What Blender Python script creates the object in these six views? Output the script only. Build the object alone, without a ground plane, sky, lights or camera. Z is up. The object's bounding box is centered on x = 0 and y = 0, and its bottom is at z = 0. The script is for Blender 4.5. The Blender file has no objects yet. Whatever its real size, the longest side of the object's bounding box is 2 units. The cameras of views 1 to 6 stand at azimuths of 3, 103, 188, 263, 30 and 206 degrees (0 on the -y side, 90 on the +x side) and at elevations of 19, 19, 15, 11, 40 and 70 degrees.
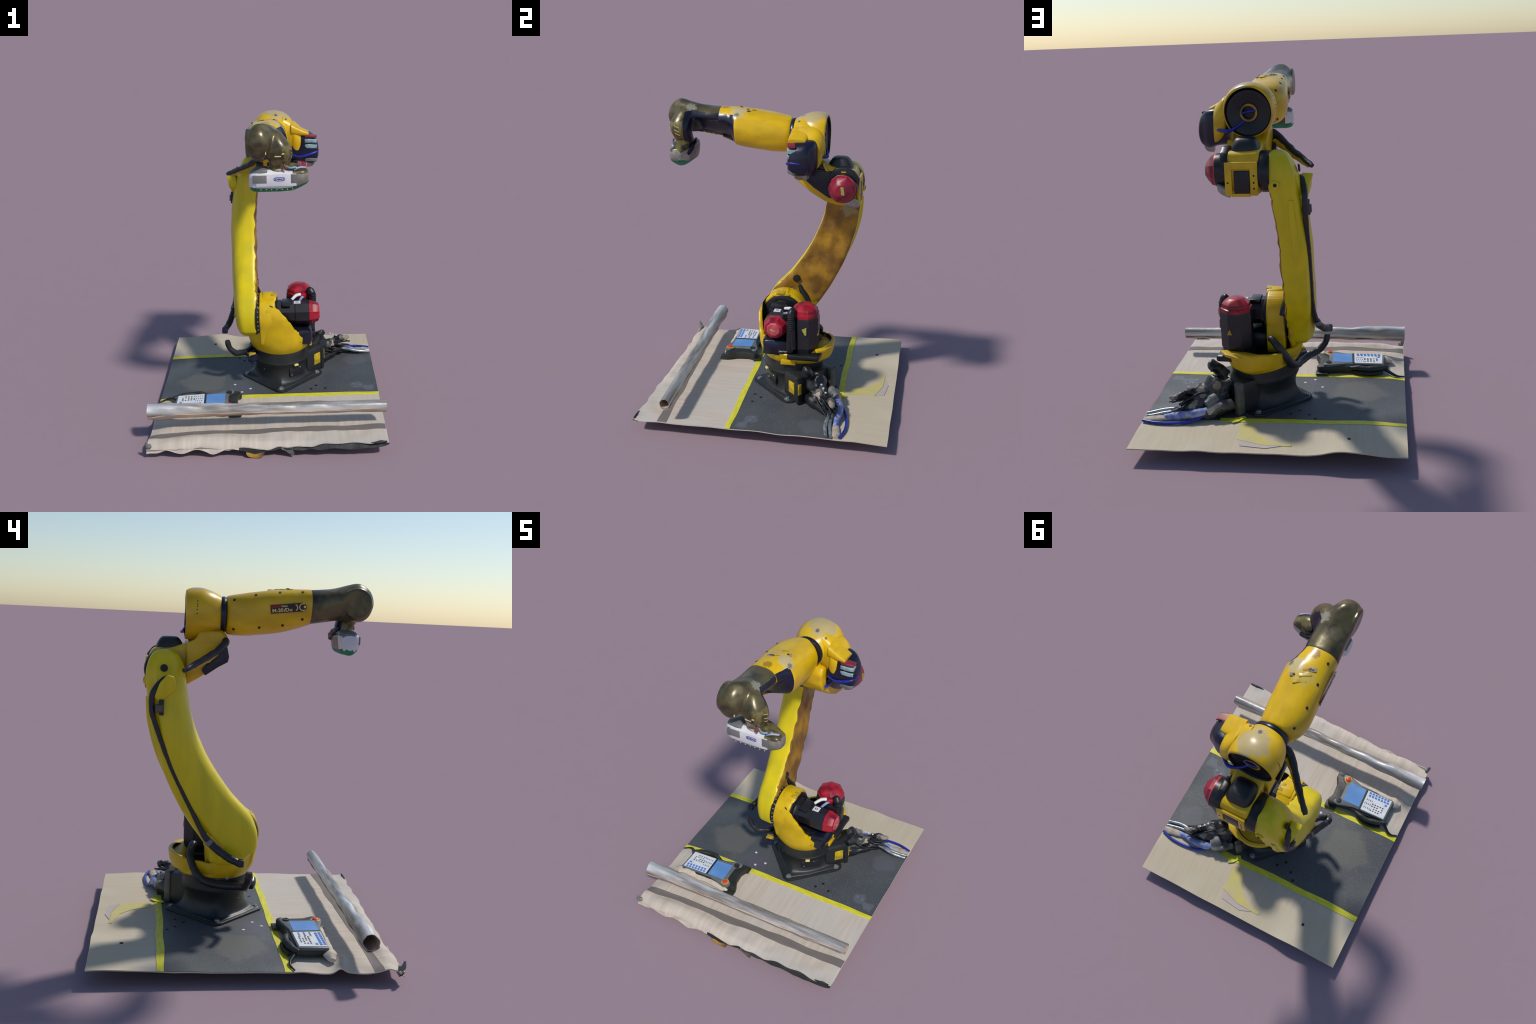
import bpy, bmesh, math, random
from mathutils import Vector, Matrix, noise

random.seed(7)
COL = bpy.context.scene.collection

# ------------------------------------------------------------------ materials
def srgb(r, g, b):
    f = lambda c: (c / 255 / 12.92) if c / 255 <= 0.04045 else ((c / 255 + 0.055) / 1.055) ** 2.4
    return (f(r), f(g), f(b), 1)

def mat(name, col, col2=None, rough=0.5, metal=0.0, scale=8.0, lo=0.35, hi=0.65, bump=0.0,
        bscale=60.0, coat=0.0, stretch=(1, 1, 1), spots=None, rvar=0.0, detail=5.0, blobs=()):
    """Principled paint with a noise mix of two tones, optional fine spots and bump."""
    m = bpy.data.materials.new(name)
    m.use_nodes = True
    nt = m.node_tree
    N, Lk = nt.nodes, nt.links
    bs = N['Principled BSDF']
    bs.inputs['Roughness'].default_value = rough
    bs.inputs['Metallic'].default_value = metal
    bs.inputs['Coat Weight'].default_value = coat
    bs.inputs['Coat Roughness'].default_value = 0.15
    tc = N.new('ShaderNodeTexCoord')
    mp = N.new('ShaderNodeMapping')
    mp.inputs['Scale'].default_value = stretch
    Lk.new(tc.outputs['Object'], mp.inputs['Vector'])
    out = None
    if col2:
        nz = N.new('ShaderNodeTexNoise')
        nz.inputs['Scale'].default_value = scale
        nz.inputs['Detail'].default_value = detail
        Lk.new(mp.outputs['Vector'], nz.inputs['Vector'])
        rp = N.new('ShaderNodeValToRGB')
        rp.color_ramp.elements[0].position = lo
        rp.color_ramp.elements[1].position = hi
        rp.color_ramp.elements[0].color = col
        rp.color_ramp.elements[1].color = col2
        Lk.new(nz.outputs['Fac'], rp.inputs['Fac'])
        out = rp.outputs['Color']
        if rvar:
            mr = N.new('ShaderNodeMapRange')
            mr.inputs['To Min'].default_value = rough - rvar
            mr.inputs['To Max'].default_value = rough + rvar
            Lk.new(nz.outputs['Fac'], mr.inputs['Value'])
            Lk.new(mr.outputs['Result'], bs.inputs['Roughness'])
    else:
        bs.inputs['Base Color'].default_value = col
    if spots:
        scol, sscale, sthr = spots
        vz = N.new('ShaderNodeTexNoise')
        vz.inputs['Scale'].default_value = sscale
        vz.inputs['Detail'].default_value = 2
        Lk.new(tc.outputs['Object'], vz.inputs['Vector'])
        r2 = N.new('ShaderNodeValToRGB')
        r2.color_ramp.elements[0].position = sthr
        r2.color_ramp.elements[1].position = sthr + 0.06
        Lk.new(vz.outputs['Fac'], r2.inputs['Fac'])
        mx = N.new('ShaderNodeMix')
        mx.data_type = 'RGBA'
        Lk.new(r2.outputs['Color'], mx.inputs['Factor'])
        if out:
            Lk.new(out, mx.inputs['A'])
        else:
            mx.inputs['A'].default_value = col
        mx.inputs['B'].default_value = scol
        out = mx.outputs['Result']
    for (cen, rad, bcol, amt) in blobs:      # ragged patch around a point: smudges, tone changes and painted highlights
        ds = N.new('ShaderNodeVectorMath'); ds.operation = 'DISTANCE'
        Lk.new(tc.outputs['Object'], ds.inputs[0]); ds.inputs[1].default_value = cen
        bn2 = N.new('ShaderNodeTexNoise'); bn2.inputs['Scale'].default_value = 1.6 / rad; bn2.inputs['Detail'].default_value = 4
        Lk.new(tc.outputs['Object'], bn2.inputs['Vector'])
        ma = N.new('ShaderNodeMath'); ma.operation = 'MULTIPLY_ADD'
        Lk.new(bn2.outputs['Fac'], ma.inputs[0]); ma.inputs[1].default_value = rad * 1.4
        Lk.new(ds.outputs['Value'], ma.inputs[2])
        mr2 = N.new('ShaderNodeMapRange')
        mr2.inputs['From Min'].default_value = rad * 1.45; mr2.inputs['From Max'].default_value = rad * 1.75
        mr2.inputs['To Min'].default_value = amt; mr2.inputs['To Max'].default_value = 0
        Lk.new(ma.outputs[0], mr2.inputs['Value'])
        mx2 = N.new('ShaderNodeMix'); mx2.data_type = 'RGBA'
        Lk.new(mr2.outputs['Result'], mx2.inputs['Factor'])
        if out:
            Lk.new(out, mx2.inputs['A'])
        else:
            mx2.inputs['A'].default_value = col
        mx2.inputs['B'].default_value = bcol
        out = mx2.outputs['Result']
    if out:
        Lk.new(out, bs.inputs['Base Color'])
    if bump:
        bn = N.new('ShaderNodeTexNoise')
        bn.inputs['Scale'].default_value = bscale
        bn.inputs['Detail'].default_value = 6
        Lk.new(tc.outputs['Object'], bn.inputs['Vector'])
        bp = N.new('ShaderNodeBump')
        bp.inputs['Strength'].default_value = bump
        bp.inputs['Distance'].default_value = 0.01
        Lk.new(bn.outputs['Fac'], bp.inputs['Height'])
        Lk.new(bp.outputs['Normal'], bs.inputs['Normal'])
    return m

M = {}
M['arm'] = mat('lemon_paint', srgb(224, 200, 8), srgb(202, 186, 8), 0.38, scale=5, lo=.35, hi=.72, bump=.1, bscale=12, stretch=(3, 3, .7), rvar=.08)
M['armweb'] = mat('arm_web_shaded_paint', srgb(168, 124, 26), srgb(118, 82, 26), 0.5, scale=9, lo=.36, hi=.62, bump=.35, bscale=20,  # browner than the arm partly because baked shade is in the colour
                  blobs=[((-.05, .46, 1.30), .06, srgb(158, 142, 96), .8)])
FY, FY2 = srgb(226, 184, 10), srgb(190, 150, 14)
M['fore'] = mat('amber_paint', FY, FY2, 0.34, scale=6, lo=.38, hi=.75, rvar=.08, stretch=(2, .8, 2), bump=.06, bscale=12)
M['barrel'] = mat('amber_paint_pale_patch', FY, FY2, 0.3, scale=6, lo=.38, hi=.75, rvar=.08, stretch=(2, .8, 2), bump=.06, bscale=12, blobs=[((.11, .26, 1.94), .10, srgb(182, 166, 124), .85), ((.10, .19, 1.935), .022, srgb(70, 66, 86), .8)])  # beige patch and a small dark spot on top of the barrel
M['forearm'] = mat('amber_paint_blotched', FY, FY2, 0.3, scale=6, lo=.38, hi=.75, rvar=.08, stretch=(2, .8, 2), bump=.06, bscale=12, blobs=[((.12, -.21, 1.95), .055, srgb(190, 178, 140), .8), ((.03, -.16, 1.955), .05, srgb(196, 176, 90), .7), ((.05, -.30, 1.955), .03, srgb(140, 96, 30), .7), ((.15, -.215, 1.93), .022, srgb(96, 96, 84), .8)])  # pale, brown and grey patches on the upper side
M['turret'] = mat('turret_paint', srgb(226, 188, 8), srgb(186, 148, 8), 0.38, rvar=.08, lo=.38, hi=.75, scale=6, bump=.04, bscale=16)
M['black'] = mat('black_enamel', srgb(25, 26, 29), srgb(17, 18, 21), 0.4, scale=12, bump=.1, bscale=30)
M['base'] = mat('black_casting', srgb(40, 42, 43), srgb(29, 31, 33), 0.45, scale=9, bump=.15, bscale=40)
M['motor'] = mat('motor_black', srgb(36, 36, 42), srgb(26, 26, 31), 0.35, scale=10, bump=.05)
M['navy'] = mat('navy_black', srgb(22, 26, 56), srgb(14, 15, 26), 0.3, scale=14, bump=.1, bscale=30)
M['hose'] = mat('hose_rubber', srgb(24, 28, 48), srgb(40, 40, 38), 0.4, scale=22, bump=.3, bscale=80)
M['red'] = mat('red_plastic', srgb(178, 26, 48), srgb(112, 18, 36), 0.35, lo=.4, hi=.66, scale=18)
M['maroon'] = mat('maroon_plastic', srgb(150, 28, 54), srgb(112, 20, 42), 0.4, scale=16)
M['pink'] = mat('faded_red_plastic', srgb(214, 88, 104), srgb(180, 50, 70), 0.4, scale=14)
M['wrist'] = mat('gunmetal_olive', srgb(104, 95, 64), srgb(58, 54, 42), 0.30, lo=.38, hi=.62, metal=.3, scale=11, bump=.16, bscale=14, rvar=.08,
                 blobs=[((.11, -.51, 1.965), .035, srgb(176, 170, 150), .7), ((.06, -.62, 1.985), .03, srgb(128, 118, 86), .7), ((.0, -.45, 1.97), .04, srgb(120, 110, 84), .5)])  # first pale blob is a highlight painted into the metal
M['wristgold'] = mat('gunmetal_gold', srgb(124, 112, 66), srgb(76, 70, 50), 0.3, metal=.25, scale=26, lo=.42, hi=.58, bump=.2, bscale=30)
M['silver'] = mat('gripper_silver', srgb(176, 174, 166), srgb(128, 124, 112), 0.3, metal=.3, scale=14, bump=.1)
M['white'] = mat('white_label', srgb(226, 224, 226), srgb(210, 208, 212), 0.5, scale=10)
M['grey'] = mat('grey_plastic', srgb(120, 120, 118), srgb(108, 108, 108), 0.5, scale=10)
M['green'] = mat('green_foam', srgb(24, 140, 98), srgb(18, 104, 76), 0.6, scale=40)
M['blueprint'] = mat('blue_print', srgb(52, 70, 150), rough=.5)
M['steel'] = mat('bolt_steel', srgb(176, 182, 184), srgb(120, 126, 130), 0.35, metal=.6, scale=60)
M['pipe'] = mat('galvanised_steel', srgb(226, 224, 220), srgb(152, 145, 138), 0.34, metal=.4, scale=16, lo=.4, hi=.62, bump=.25, bscale=14, rvar=.1, stretch=(.12, 1.6, 1.6))
M['card'] = mat('cardboard', srgb(200, 178, 156), srgb(168, 144, 122), 0.75, scale=12, stretch=(.4, 3, 3))
M['paper'] = None
M['mat'] = mat('floor_coating', srgb(84, 87, 88), srgb(70, 73, 78), 0.5, scale=4, bump=.25, bscale=300,
               spots=(srgb(122, 122, 116), 220, .62), rvar=.08, lo=.3, hi=.7,
               blobs=[((-.46, .02, .09), .17, srgb(102, 101, 94), .7), ((.60, -.06, .09), .05, srgb(98, 102, 112), .7), ((.68, -.10, .09), .04, srgb(104, 108, 116), .7), ((.62, .33, .09), .09, srgb(96, 98, 104), .6), ((-.20, -.10, .09), .08, srgb(88, 84, 96), .7)])  # first, widest blob is glare painted into the coating
M['tape'] = mat('yellow_tape', srgb(226, 220, 62), srgb(208, 200, 40), 0.5, scale=14, bump=.05, stretch=(1, 4, 1))
M['tapeold'] = mat('worn_tape', srgb(202, 190, 100), srgb(192, 178, 136), 0.6, scale=16)
M['lilac'] = mat('lilac_tape', srgb(188, 174, 176), srgb(184, 170, 160), 0.6, scale=12)
M['hole'] = mat('hole_black', srgb(16, 17, 19), rough=.6)
M['chip'] = mat('chip_white', srgb(206, 208, 206), rough=.5)
M['trim'] = mat('torn_rubber', srgb(26, 29, 30), srgb(40, 42, 40), 0.6, scale=20, bump=.2)
M['orange'] = mat('orange_scrap', srgb(190, 140, 30), srgb(70, 64, 50), 0.6, scale=14)
M['bluehose'] = mat('blue_hose', srgb(30, 48, 168), srgb(26, 36, 120), 0.35, scale=20)
M['bluecloth'] = mat('blue_sleeve', srgb(104, 122, 186), srgb(166, 168, 190), 0.5, lo=.4, hi=.6, scale=26, bump=.3)
M['greyjunk'] = mat('grey_connector', srgb(96, 92, 86), srgb(52, 52, 52), 0.5, scale=14, bump=.2)
M['tan'] = mat('tan_wrap', srgb(186, 172, 152), srgb(136, 124, 110), 0.65, scale=11, bump=.2)
M['sticker'] = mat('yellow_sticker', srgb(206, 172, 30), srgb(170, 140, 24), 0.5, scale=40)
M['olive'] = mat('olive_label', srgb(176, 176, 84), srgb(140, 140, 70), 0.5, scale=60)
M['pend'] = mat('pendant_rubber', srgb(46, 48, 44), srgb(34, 36, 34), 0.5, scale=14, bump=.1)
M['bezel'] = mat('pendant_grey', srgb(112, 116, 118), srgb(92, 97, 100), 0.5, scale=12)
M['screen'] = mat('blue_screen', srgb(110, 158, 214), srgb(96, 142, 200), 0.35, scale=10)
M['keys'] = mat('keypad_white', srgb(226, 228, 230), srgb(212, 215, 218), 0.5, scale=20)
M['keyblue'] = mat('key_blue', srgb(64, 124, 206), rough=.5)
M['keydark'] = mat('key_dark', srgb(70, 70, 72), rough=.5)
M['stop'] = mat('stop_red', srgb(214, 64, 66), rough=.4)
M['stripe'] = mat('stripe_teal', srgb(150, 182, 184), srgb(120, 146, 160), 0.4, scale=30)
M['stripered'] = mat('stripe_red', srgb(130, 40, 52), rough=.4)
M['brand_red'] = mat('lettering_red', srgb(190, 30, 40), rough=.5)
M['cream'] = mat('lettering_cream', srgb(226, 206, 130), rough=.5)
M['plate'] = mat('nameplate_brown', srgb(46, 22, 24), rough=.45)
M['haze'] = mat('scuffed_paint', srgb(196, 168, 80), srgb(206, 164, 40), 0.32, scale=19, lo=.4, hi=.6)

def floor_material():
    """Beige board: long brushed streaks, faint plank lines, blotches, the painted shadow before the pipe is a separate sheet."""
    m = bpy.data.materials.new('beige_board')
    m.use_nodes = True
    nt = m.node_tree
    N, Lk = nt.nodes, nt.links
    bs = N['Principled BSDF']
    bs.inputs['Roughness'].default_value = .75
    tc = N.new('ShaderNodeTexCoord')
    mp = N.new('ShaderNodeMapping'); mp.inputs['Scale'].default_value = (14, 1.2, 1)
    Lk.new(tc.outputs['Object'], mp.inputs['Vector'])
    n1 = N.new('ShaderNodeTexNoise'); n1.inputs['Scale'].default_value = 3; n1.inputs['Detail'].default_value = 6
    Lk.new(mp.outputs['Vector'], n1.inputs['Vector'])
    r1 = N.new('ShaderNodeValToRGB')
    r1.color_ramp.elements[0].position = .3; r1.color_ramp.elements[1].position = .7
    r1.color_ramp.elements[0].color = srgb(190, 177, 161); r1.color_ramp.elements[1].color = srgb(206, 193, 178)
    Lk.new(n1.outputs['Fac'], r1.inputs['Fac'])
    n2 = N.new('ShaderNodeTexNoise'); n2.inputs['Scale'].default_value = 3.2; n2.inputs['Detail'].default_value = 3
    Lk.new(tc.outputs['Object'], n2.inputs['Vector'])
    r2 = N.new('ShaderNodeValToRGB')
    r2.color_ramp.elements[0].position = .48; r2.color_ramp.elements[1].position = .62
    Lk.new(n2.outputs['Fac'], r2.inputs['Fac'])
    mx = N.new('ShaderNodeMix'); mx.data_type = 'RGBA'
    ml = N.new('ShaderNodeMath'); ml.operation = 'MULTIPLY'; ml.inputs[1].default_value = .5
    Lk.new(r2.outputs['Color'], ml.inputs[0])
    Lk.new(ml.outputs[0], mx.inputs['Factor'])
    Lk.new(r1.outputs['Color'], mx.inputs['A']); mx.inputs['B'].default_value = srgb(194, 189, 181)
    sx = N.new('ShaderNodeSeparateXYZ'); Lk.new(tc.outputs['Object'], sx.inputs[0])
    mg = N.new('ShaderNodeMapRange'); mg.inputs['From Min'].default_value = .35; mg.inputs['From Max'].default_value = .6
    mg.inputs['To Max'].default_value = .6
    Lk.new(sx.outputs['Y'], mg.inputs['Value'])
    my = N.new('ShaderNodeMix'); my.data_type = 'RGBA'; Lk.new(mg.outputs['Result'], my.inputs['Factor'])
    Lk.new(mx.outputs['Result'], my.inputs['A']); my.inputs['B'].default_value = srgb(190, 176, 144)
    Lk.new(my.outputs['Result'], bs.inputs['Base Color'])
    bn = N.new('ShaderNodeTexNoise'); bn.inputs['Scale'].default_value = 9; bn.inputs['Detail'].default_value = 5
    Lk.new(mp.outputs['Vector'], bn.inputs['Vector'])
    bp = N.new('ShaderNodeBump'); bp.inputs['Strength'].default_value = .12; bp.inputs['Distance'].default_value = .01
    Lk.new(bn.outputs['Fac'], bp.inputs['Height']); Lk.new(bp.outputs['Normal'], bs.inputs['Normal'])
    return m
M['paper'] = floor_material()
M['band'] = mat('baked_shadow_strip', srgb(122, 114, 108), srgb(110, 104, 100), .75, scale=6, stretch=(.4, 3, 1))  # grey of a baked cast shadow, not of the board

# ------------------------------------------------------------------ mesh tools
def new_obj(name, verts, faces, material, parent=None, smooth=40, fmat=None, findex=None):
    me = bpy.data.meshes.new(name)
    me.from_pydata([tuple(v) for v in verts], [], faces)
    bm = bmesh.new(); bm.from_mesh(me)
    bmesh.ops.recalc_face_normals(bm, faces=bm.faces)
    bm.to_mesh(me); bm.free()
    mats = material if isinstance(material, (list, tuple)) else [material]
    for k in mats:
        me.materials.append(M[k])
    if findex:
        for p in me.polygons:
            p.material_index = findex(p.index)
    if fmat:
        for p in me.polygons:
            p.material_index = fmat(p.center, p.normal)
    for p in me.polygons:
        p.use_smooth = True
    if smooth is not None and smooth < 180:
        me.set_sharp_from_angle(angle=math.radians(smooth))
    ob = bpy.data.objects.new(name, me)
    COL.objects.link(ob)
    if parent:
        ob.parent = parent
        ob.matrix_parent_inverse = parent.matrix_world.inverted()
    return ob

def empty(name, loc, label, category):
    e = bpy.data.objects.new(name, None)
    e.location = loc
    COL.objects.link(e)
    bpy.context.view_layer.update()
    e['label'] = label
    e['category'] = category
    return e

def crom(p0, p1, p2, p3, t):
    return 0.5 * ((2 * p1) + (p2 - p0) * t + (2 * p0 - 5 * p1 + 4 * p2 - p3) * t * t + (3 * p1 - p0 - 3 * p2 + p3) * t ** 3)

def spline(pts, k=6, closed=False):
    """Catmull-Rom through tuples of any length."""
    n = len(pts); out = []
    rng = range(n) if closed else range(n - 1)
    for i in rng:
        g = (lambda j: pts[j % n]) if closed else (lambda j: pts[max(0, min(n - 1, j))])
        a, b, c, d = g(i - 1), g(i), g(i + 1), g(i + 2)
        for s in range(k):
            t = s / k
            out.append(tuple(crom(a[q], b[q], c[q], d[q], t) for q in range(len(b))))
    if not closed:
        out.append(tuple(pts[-1]))
    return out

def skin(rings, cap=True):
    verts, faces = [], []
    m = len(rings[0])
    for r in rings:
        verts += r
    for i in range(len(rings) - 1):
        for j in range(m):
            a, b = i * m + j, i * m + (j + 1) % m
            faces.append((a, b, b + m, a + m))
    if cap:
        for base, r in ((0, rings[0]), ((len(rings) - 1) * m, rings[-1])):
            c = Vector((0, 0, 0))
            for v in r:
                c += Vector(v)
            verts.append(tuple(c / m)); ci = len(verts) - 1
            for j in range(m):
                faces.append((base + j, base + (j + 1) % m, ci))
    return verts, faces

def sel(t, n):
    c, s = math.cos(t), math.sin(t)
    return math.copysign(abs(c) ** (2 / n), c), math.copysign(abs(s) ** (2 / n), s)

def rough_up(verts, amp, scale, seed=0.0):
    out = []
    for v in verts:
        p = Vector(v) * scale + Vector((seed, seed * 1.7, seed * .6))
        d = noise.noise_vector(p)
        out.append(tuple(Vector(v) + d * amp))
    return out

def loft_box(name, axis, st, material, parent, k=5, m=40, amp=0.0, ns=9, smooth=45, fmat=None, seed=1.0, skew=None):
    """Stations along a main axis: (pos, lo_u, hi_u, lo_v, hi_v, roundness). axis 'y': u=x v=z; 'z': u=x v=y; 'x': u=y v=z."""
    rings = []
    for (p, a0, a1, b0, b1, n) in spline(st, k):
        ca, cb, ra, rb = (a0 + a1) / 2, (b0 + b1) / 2, max(.0005, (a1 - a0) / 2), max(.0005, (b1 - b0) / 2)
        r = []
        for j in range(m):
            c, s = sel(2 * math.pi * j / m, max(1.0, n))
            u, v = ca + ra * c - (skew(p, s) * min(1, max(0, c) * 1.6) if skew else 0), cb + rb * s
            r.append({'y': (u, p, v), 'z': (u, v, p), 'x': (p, u, v)}[axis])
        rings.append(r)
    v, f = skin(rings)
    if amp:
        v = rough_up(v, amp, ns, seed)
    return new_obj(name, v, f, material, parent, smooth, fmat)

def tube(name, pts, material, parent, k=6, m=14, amp=0.0, ns=30, flat=1.0, smooth=60):
    """Tube through (x,y,z,r) points."""
    path = spline(pts, k)
    rings = []
    up = Vector((0.13, 0.21, 0.97)).normalized()
    for i, p in enumerate(path):
        a = Vector(path[max(0, i - 1)][:3]); b = Vector(path[min(len(path) - 1, i + 1)][:3])
        t = (b - a).normalized()
        s = t.cross(up)
        if s.length < 1e-4:
            s = Vector((1, 0, 0))
        s.normalize(); w = s.cross(t)
        up = w
        c = Vector(p[:3])
        rings.append([tuple(c + (s * math.cos(2 * math.pi * j / m) + w * math.sin(2 * math.pi * j / m) * flat) * p[3]) for j in range(m)])
    v, f = skin(rings)
    if amp:
        v = rough_up(v, amp, ns)
    return new_obj(name, v, f, material, parent, smooth)

def prism(name, axis, outline, d0, d1, material, parent, bevel=.006, amp=0.0, ns=10, seg=2, smooth=40, fmat=None, cuts=0):
    """Extrude a 2D outline along an axis: 'x' -> outline (y,z), 'y' -> (x,z), 'z' -> (x,y)."""
    P = lambda u, v, d: {'x': (d, u, v), 'y': (u, d, v), 'z': (u, v, d)}[axis]
    n = len(outline)
    verts = [P(u, v, d0) for u, v in outline] + [P(u, v, d1) for u, v in outline]
    faces = [tuple(range(n)), tuple(range(n, 2 * n))] + [(i, (i + 1) % n, (i + 1) % n + n, i + n) for i in range(n)]
    bm = bmesh.new()
    vs = [bm.verts.new(v) for v in verts]
    for f in faces:
        bm.faces.new([vs[i] for i in f])
    bmesh.ops.recalc_face_normals(bm, faces=bm.faces)
    if bevel:
        bmesh.ops.bevel(bm, geom=list(bm.edges), offset=bevel, segments=seg, profile=.5, affect='EDGES', clamp_overlap=True)
    if cuts:
        bmesh.ops.triangulate(bm, faces=[f for f in bm.faces if len(f.verts) > 4])
        bmesh.ops.subdivide_edges(bm, edges=list(bm.edges), cuts=cuts, use_grid_fill=True)
    bm.verts.ensure_lookup_table()
    vv = [v.co.copy() for v in bm.verts]
    bm.verts.index_update()
    ff = [tuple(v.index for v in f.verts) for f in bm.faces]
    bm.free()
    if amp:
        vv = rough_up(vv, amp, ns)
    return new_obj(name, vv, ff, material, parent, smooth, fmat)

def box(name, lo, hi, material, parent, bevel=.006, rot=None, amp=0.0, cuts=0, ns=14):
    o = prism(name, 'z', [(lo[0], lo[1]), (hi[0], lo[1]), (hi[0], hi[1]), (lo[0], hi[1])], lo[2], hi[2], material, None, bevel, amp, ns, cuts=cuts)
    if rot:
        c = (Vector(lo) + Vector(hi)) / 2
        R = Matrix.Translation(c) @ rot.to_4x4() @ Matrix.Translation(-c)
        o.data.transform(R)
    if parent:
        o.parent = parent
        o.matrix_parent_inverse = parent_root(parent)
    return o

def parent_root(p):
    return p.matrix_world.inverted()

def turned(name, origin, direction, profile, material, parent, m=32, smooth=40, sides=None, twist=0.0, amp=0.0, cap=True):
    """Lathe: profile of (distance along axis, radius). sides<=12 gives a faceted body."""
    d = Vector(direction).normalized()
    a = d.orthogonal().normalized(); b = d.cross(a)
    m = sides or m
    rings = []
    for h, r in profile:
        rings.append([tuple(Vector(origin) + d * h + (a * math.cos(2 * math.pi * j / m + twist) + b * math.sin(2 * math.pi * j / m + twist)) * max(r, 1e-4)) for j in range(m)])
    v, f = skin(rings, cap)
    if amp:
        v = rough_up(v, amp, 12)
    return new_obj(name, v, f, material, parent, smooth)

def circle_pts(cy, cz, r, a0, a1, n):
    return [(cy + r * math.cos(math.radians(a0 + (a1 - a0) * i / n)), cz + r * math.sin(math.radians(a0 + (a1 - a0) * i / n))) for i in range(n + 1)]

def copies(src, mats, parent, name=None):
    out = []
    for mtx in mats:
        o = src.copy()
        o.name = name or src.name
        o.matrix_world = mtx
        COL.objects.link(o)
        o.parent = parent
        o.matrix_parent_inverse = parent.matrix_world.inverted()
        out.append(o)
    return out

def bolt_mesh(name, r, h, material, sides=6):
    rings = []
    for hh, rr in ((0, r), (h * .8, r), (h, r * .85), (h, r * .45), (h * .6, r * .4)):
        rings.append([(rr * math.cos(2 * math.pi * j / sides), rr * math.sin(2 * math.pi * j / sides), hh) for j in range(sides)])
    v, f = skin(rings)
    o = new_obj(name, v, f, material, None, 30)
    return o

def place(src, spots, parent):
    """Instances of src at (pos, z-direction)."""
    mats = []
    for p, d in spots:
        q = Vector((0, 0, 1)).rotation_difference(Vector(d).normalized())
        mats.append(Matrix.Translation(Vector(p)) @ q.to_matrix().to_4x4())
    copies(src, mats, parent)
    bpy.data.objects.remove(src, do_unlink=True)

from mathutils.bvhtree import BVHTree
def snap(ob, p, lift=0.0):
    t = BVHTree.FromPolygons([v.co for v in ob.data.vertices], [tuple(q.vertices) for q in ob.data.polygons])
    co, n, i, d = t.find_nearest(Vector(p))
    if (Vector(p) - co).dot(n) < 0 and (co - ob_center(ob)).dot(n) < 0:
        n = -n
    return co + n * lift, n
def ob_center(ob):
    c = Vector((0, 0, 0))
    for v in ob.data.vertices:
        c += v.co
    return c / len(ob.data.vertices)

def lettering(name, body, size, material, parent, origin, right, up, extrude=.0008, align='LEFT', shear=0.0, sx=1.0, bold=.028):
    cu = bpy.data.curves.new(name, 'FONT')
    cu.body = body; cu.size = size; cu.extrude = extrude; cu.offset = size * bold; cu.align_x = align; cu.shear = shear
    t = bpy.data.objects.new(name, cu)
    COL.objects.link(t)
    bpy.context.view_layer.update()
    me = bpy.data.meshes.new_from_object(t.evaluated_get(bpy.context.evaluated_depsgraph_get()))
    bpy.data.objects.remove(t, do_unlink=True)
    R = Vector(right).normalized(); U = Vector(up).normalized(); Nn = R.cross(U)
    X = Matrix((R * sx, U, Nn)).transposed().to_4x4(); X.translation = Vector(origin)
    me.transform(X)
    me.materials.clear(); me.materials.append(M[material])
    o = bpy.data.objects.new(name, me)
    COL.objects.link(o)
    o.parent = parent
    o.matrix_parent_inverse = parent.matrix_world.inverted()
    return o

# ================================================================== FLOOR PANEL
floor = empty('floor_panel', (0, 0, .08), 'beige board with dark central walkway and yellow tape lines', 'floor panel')

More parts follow.
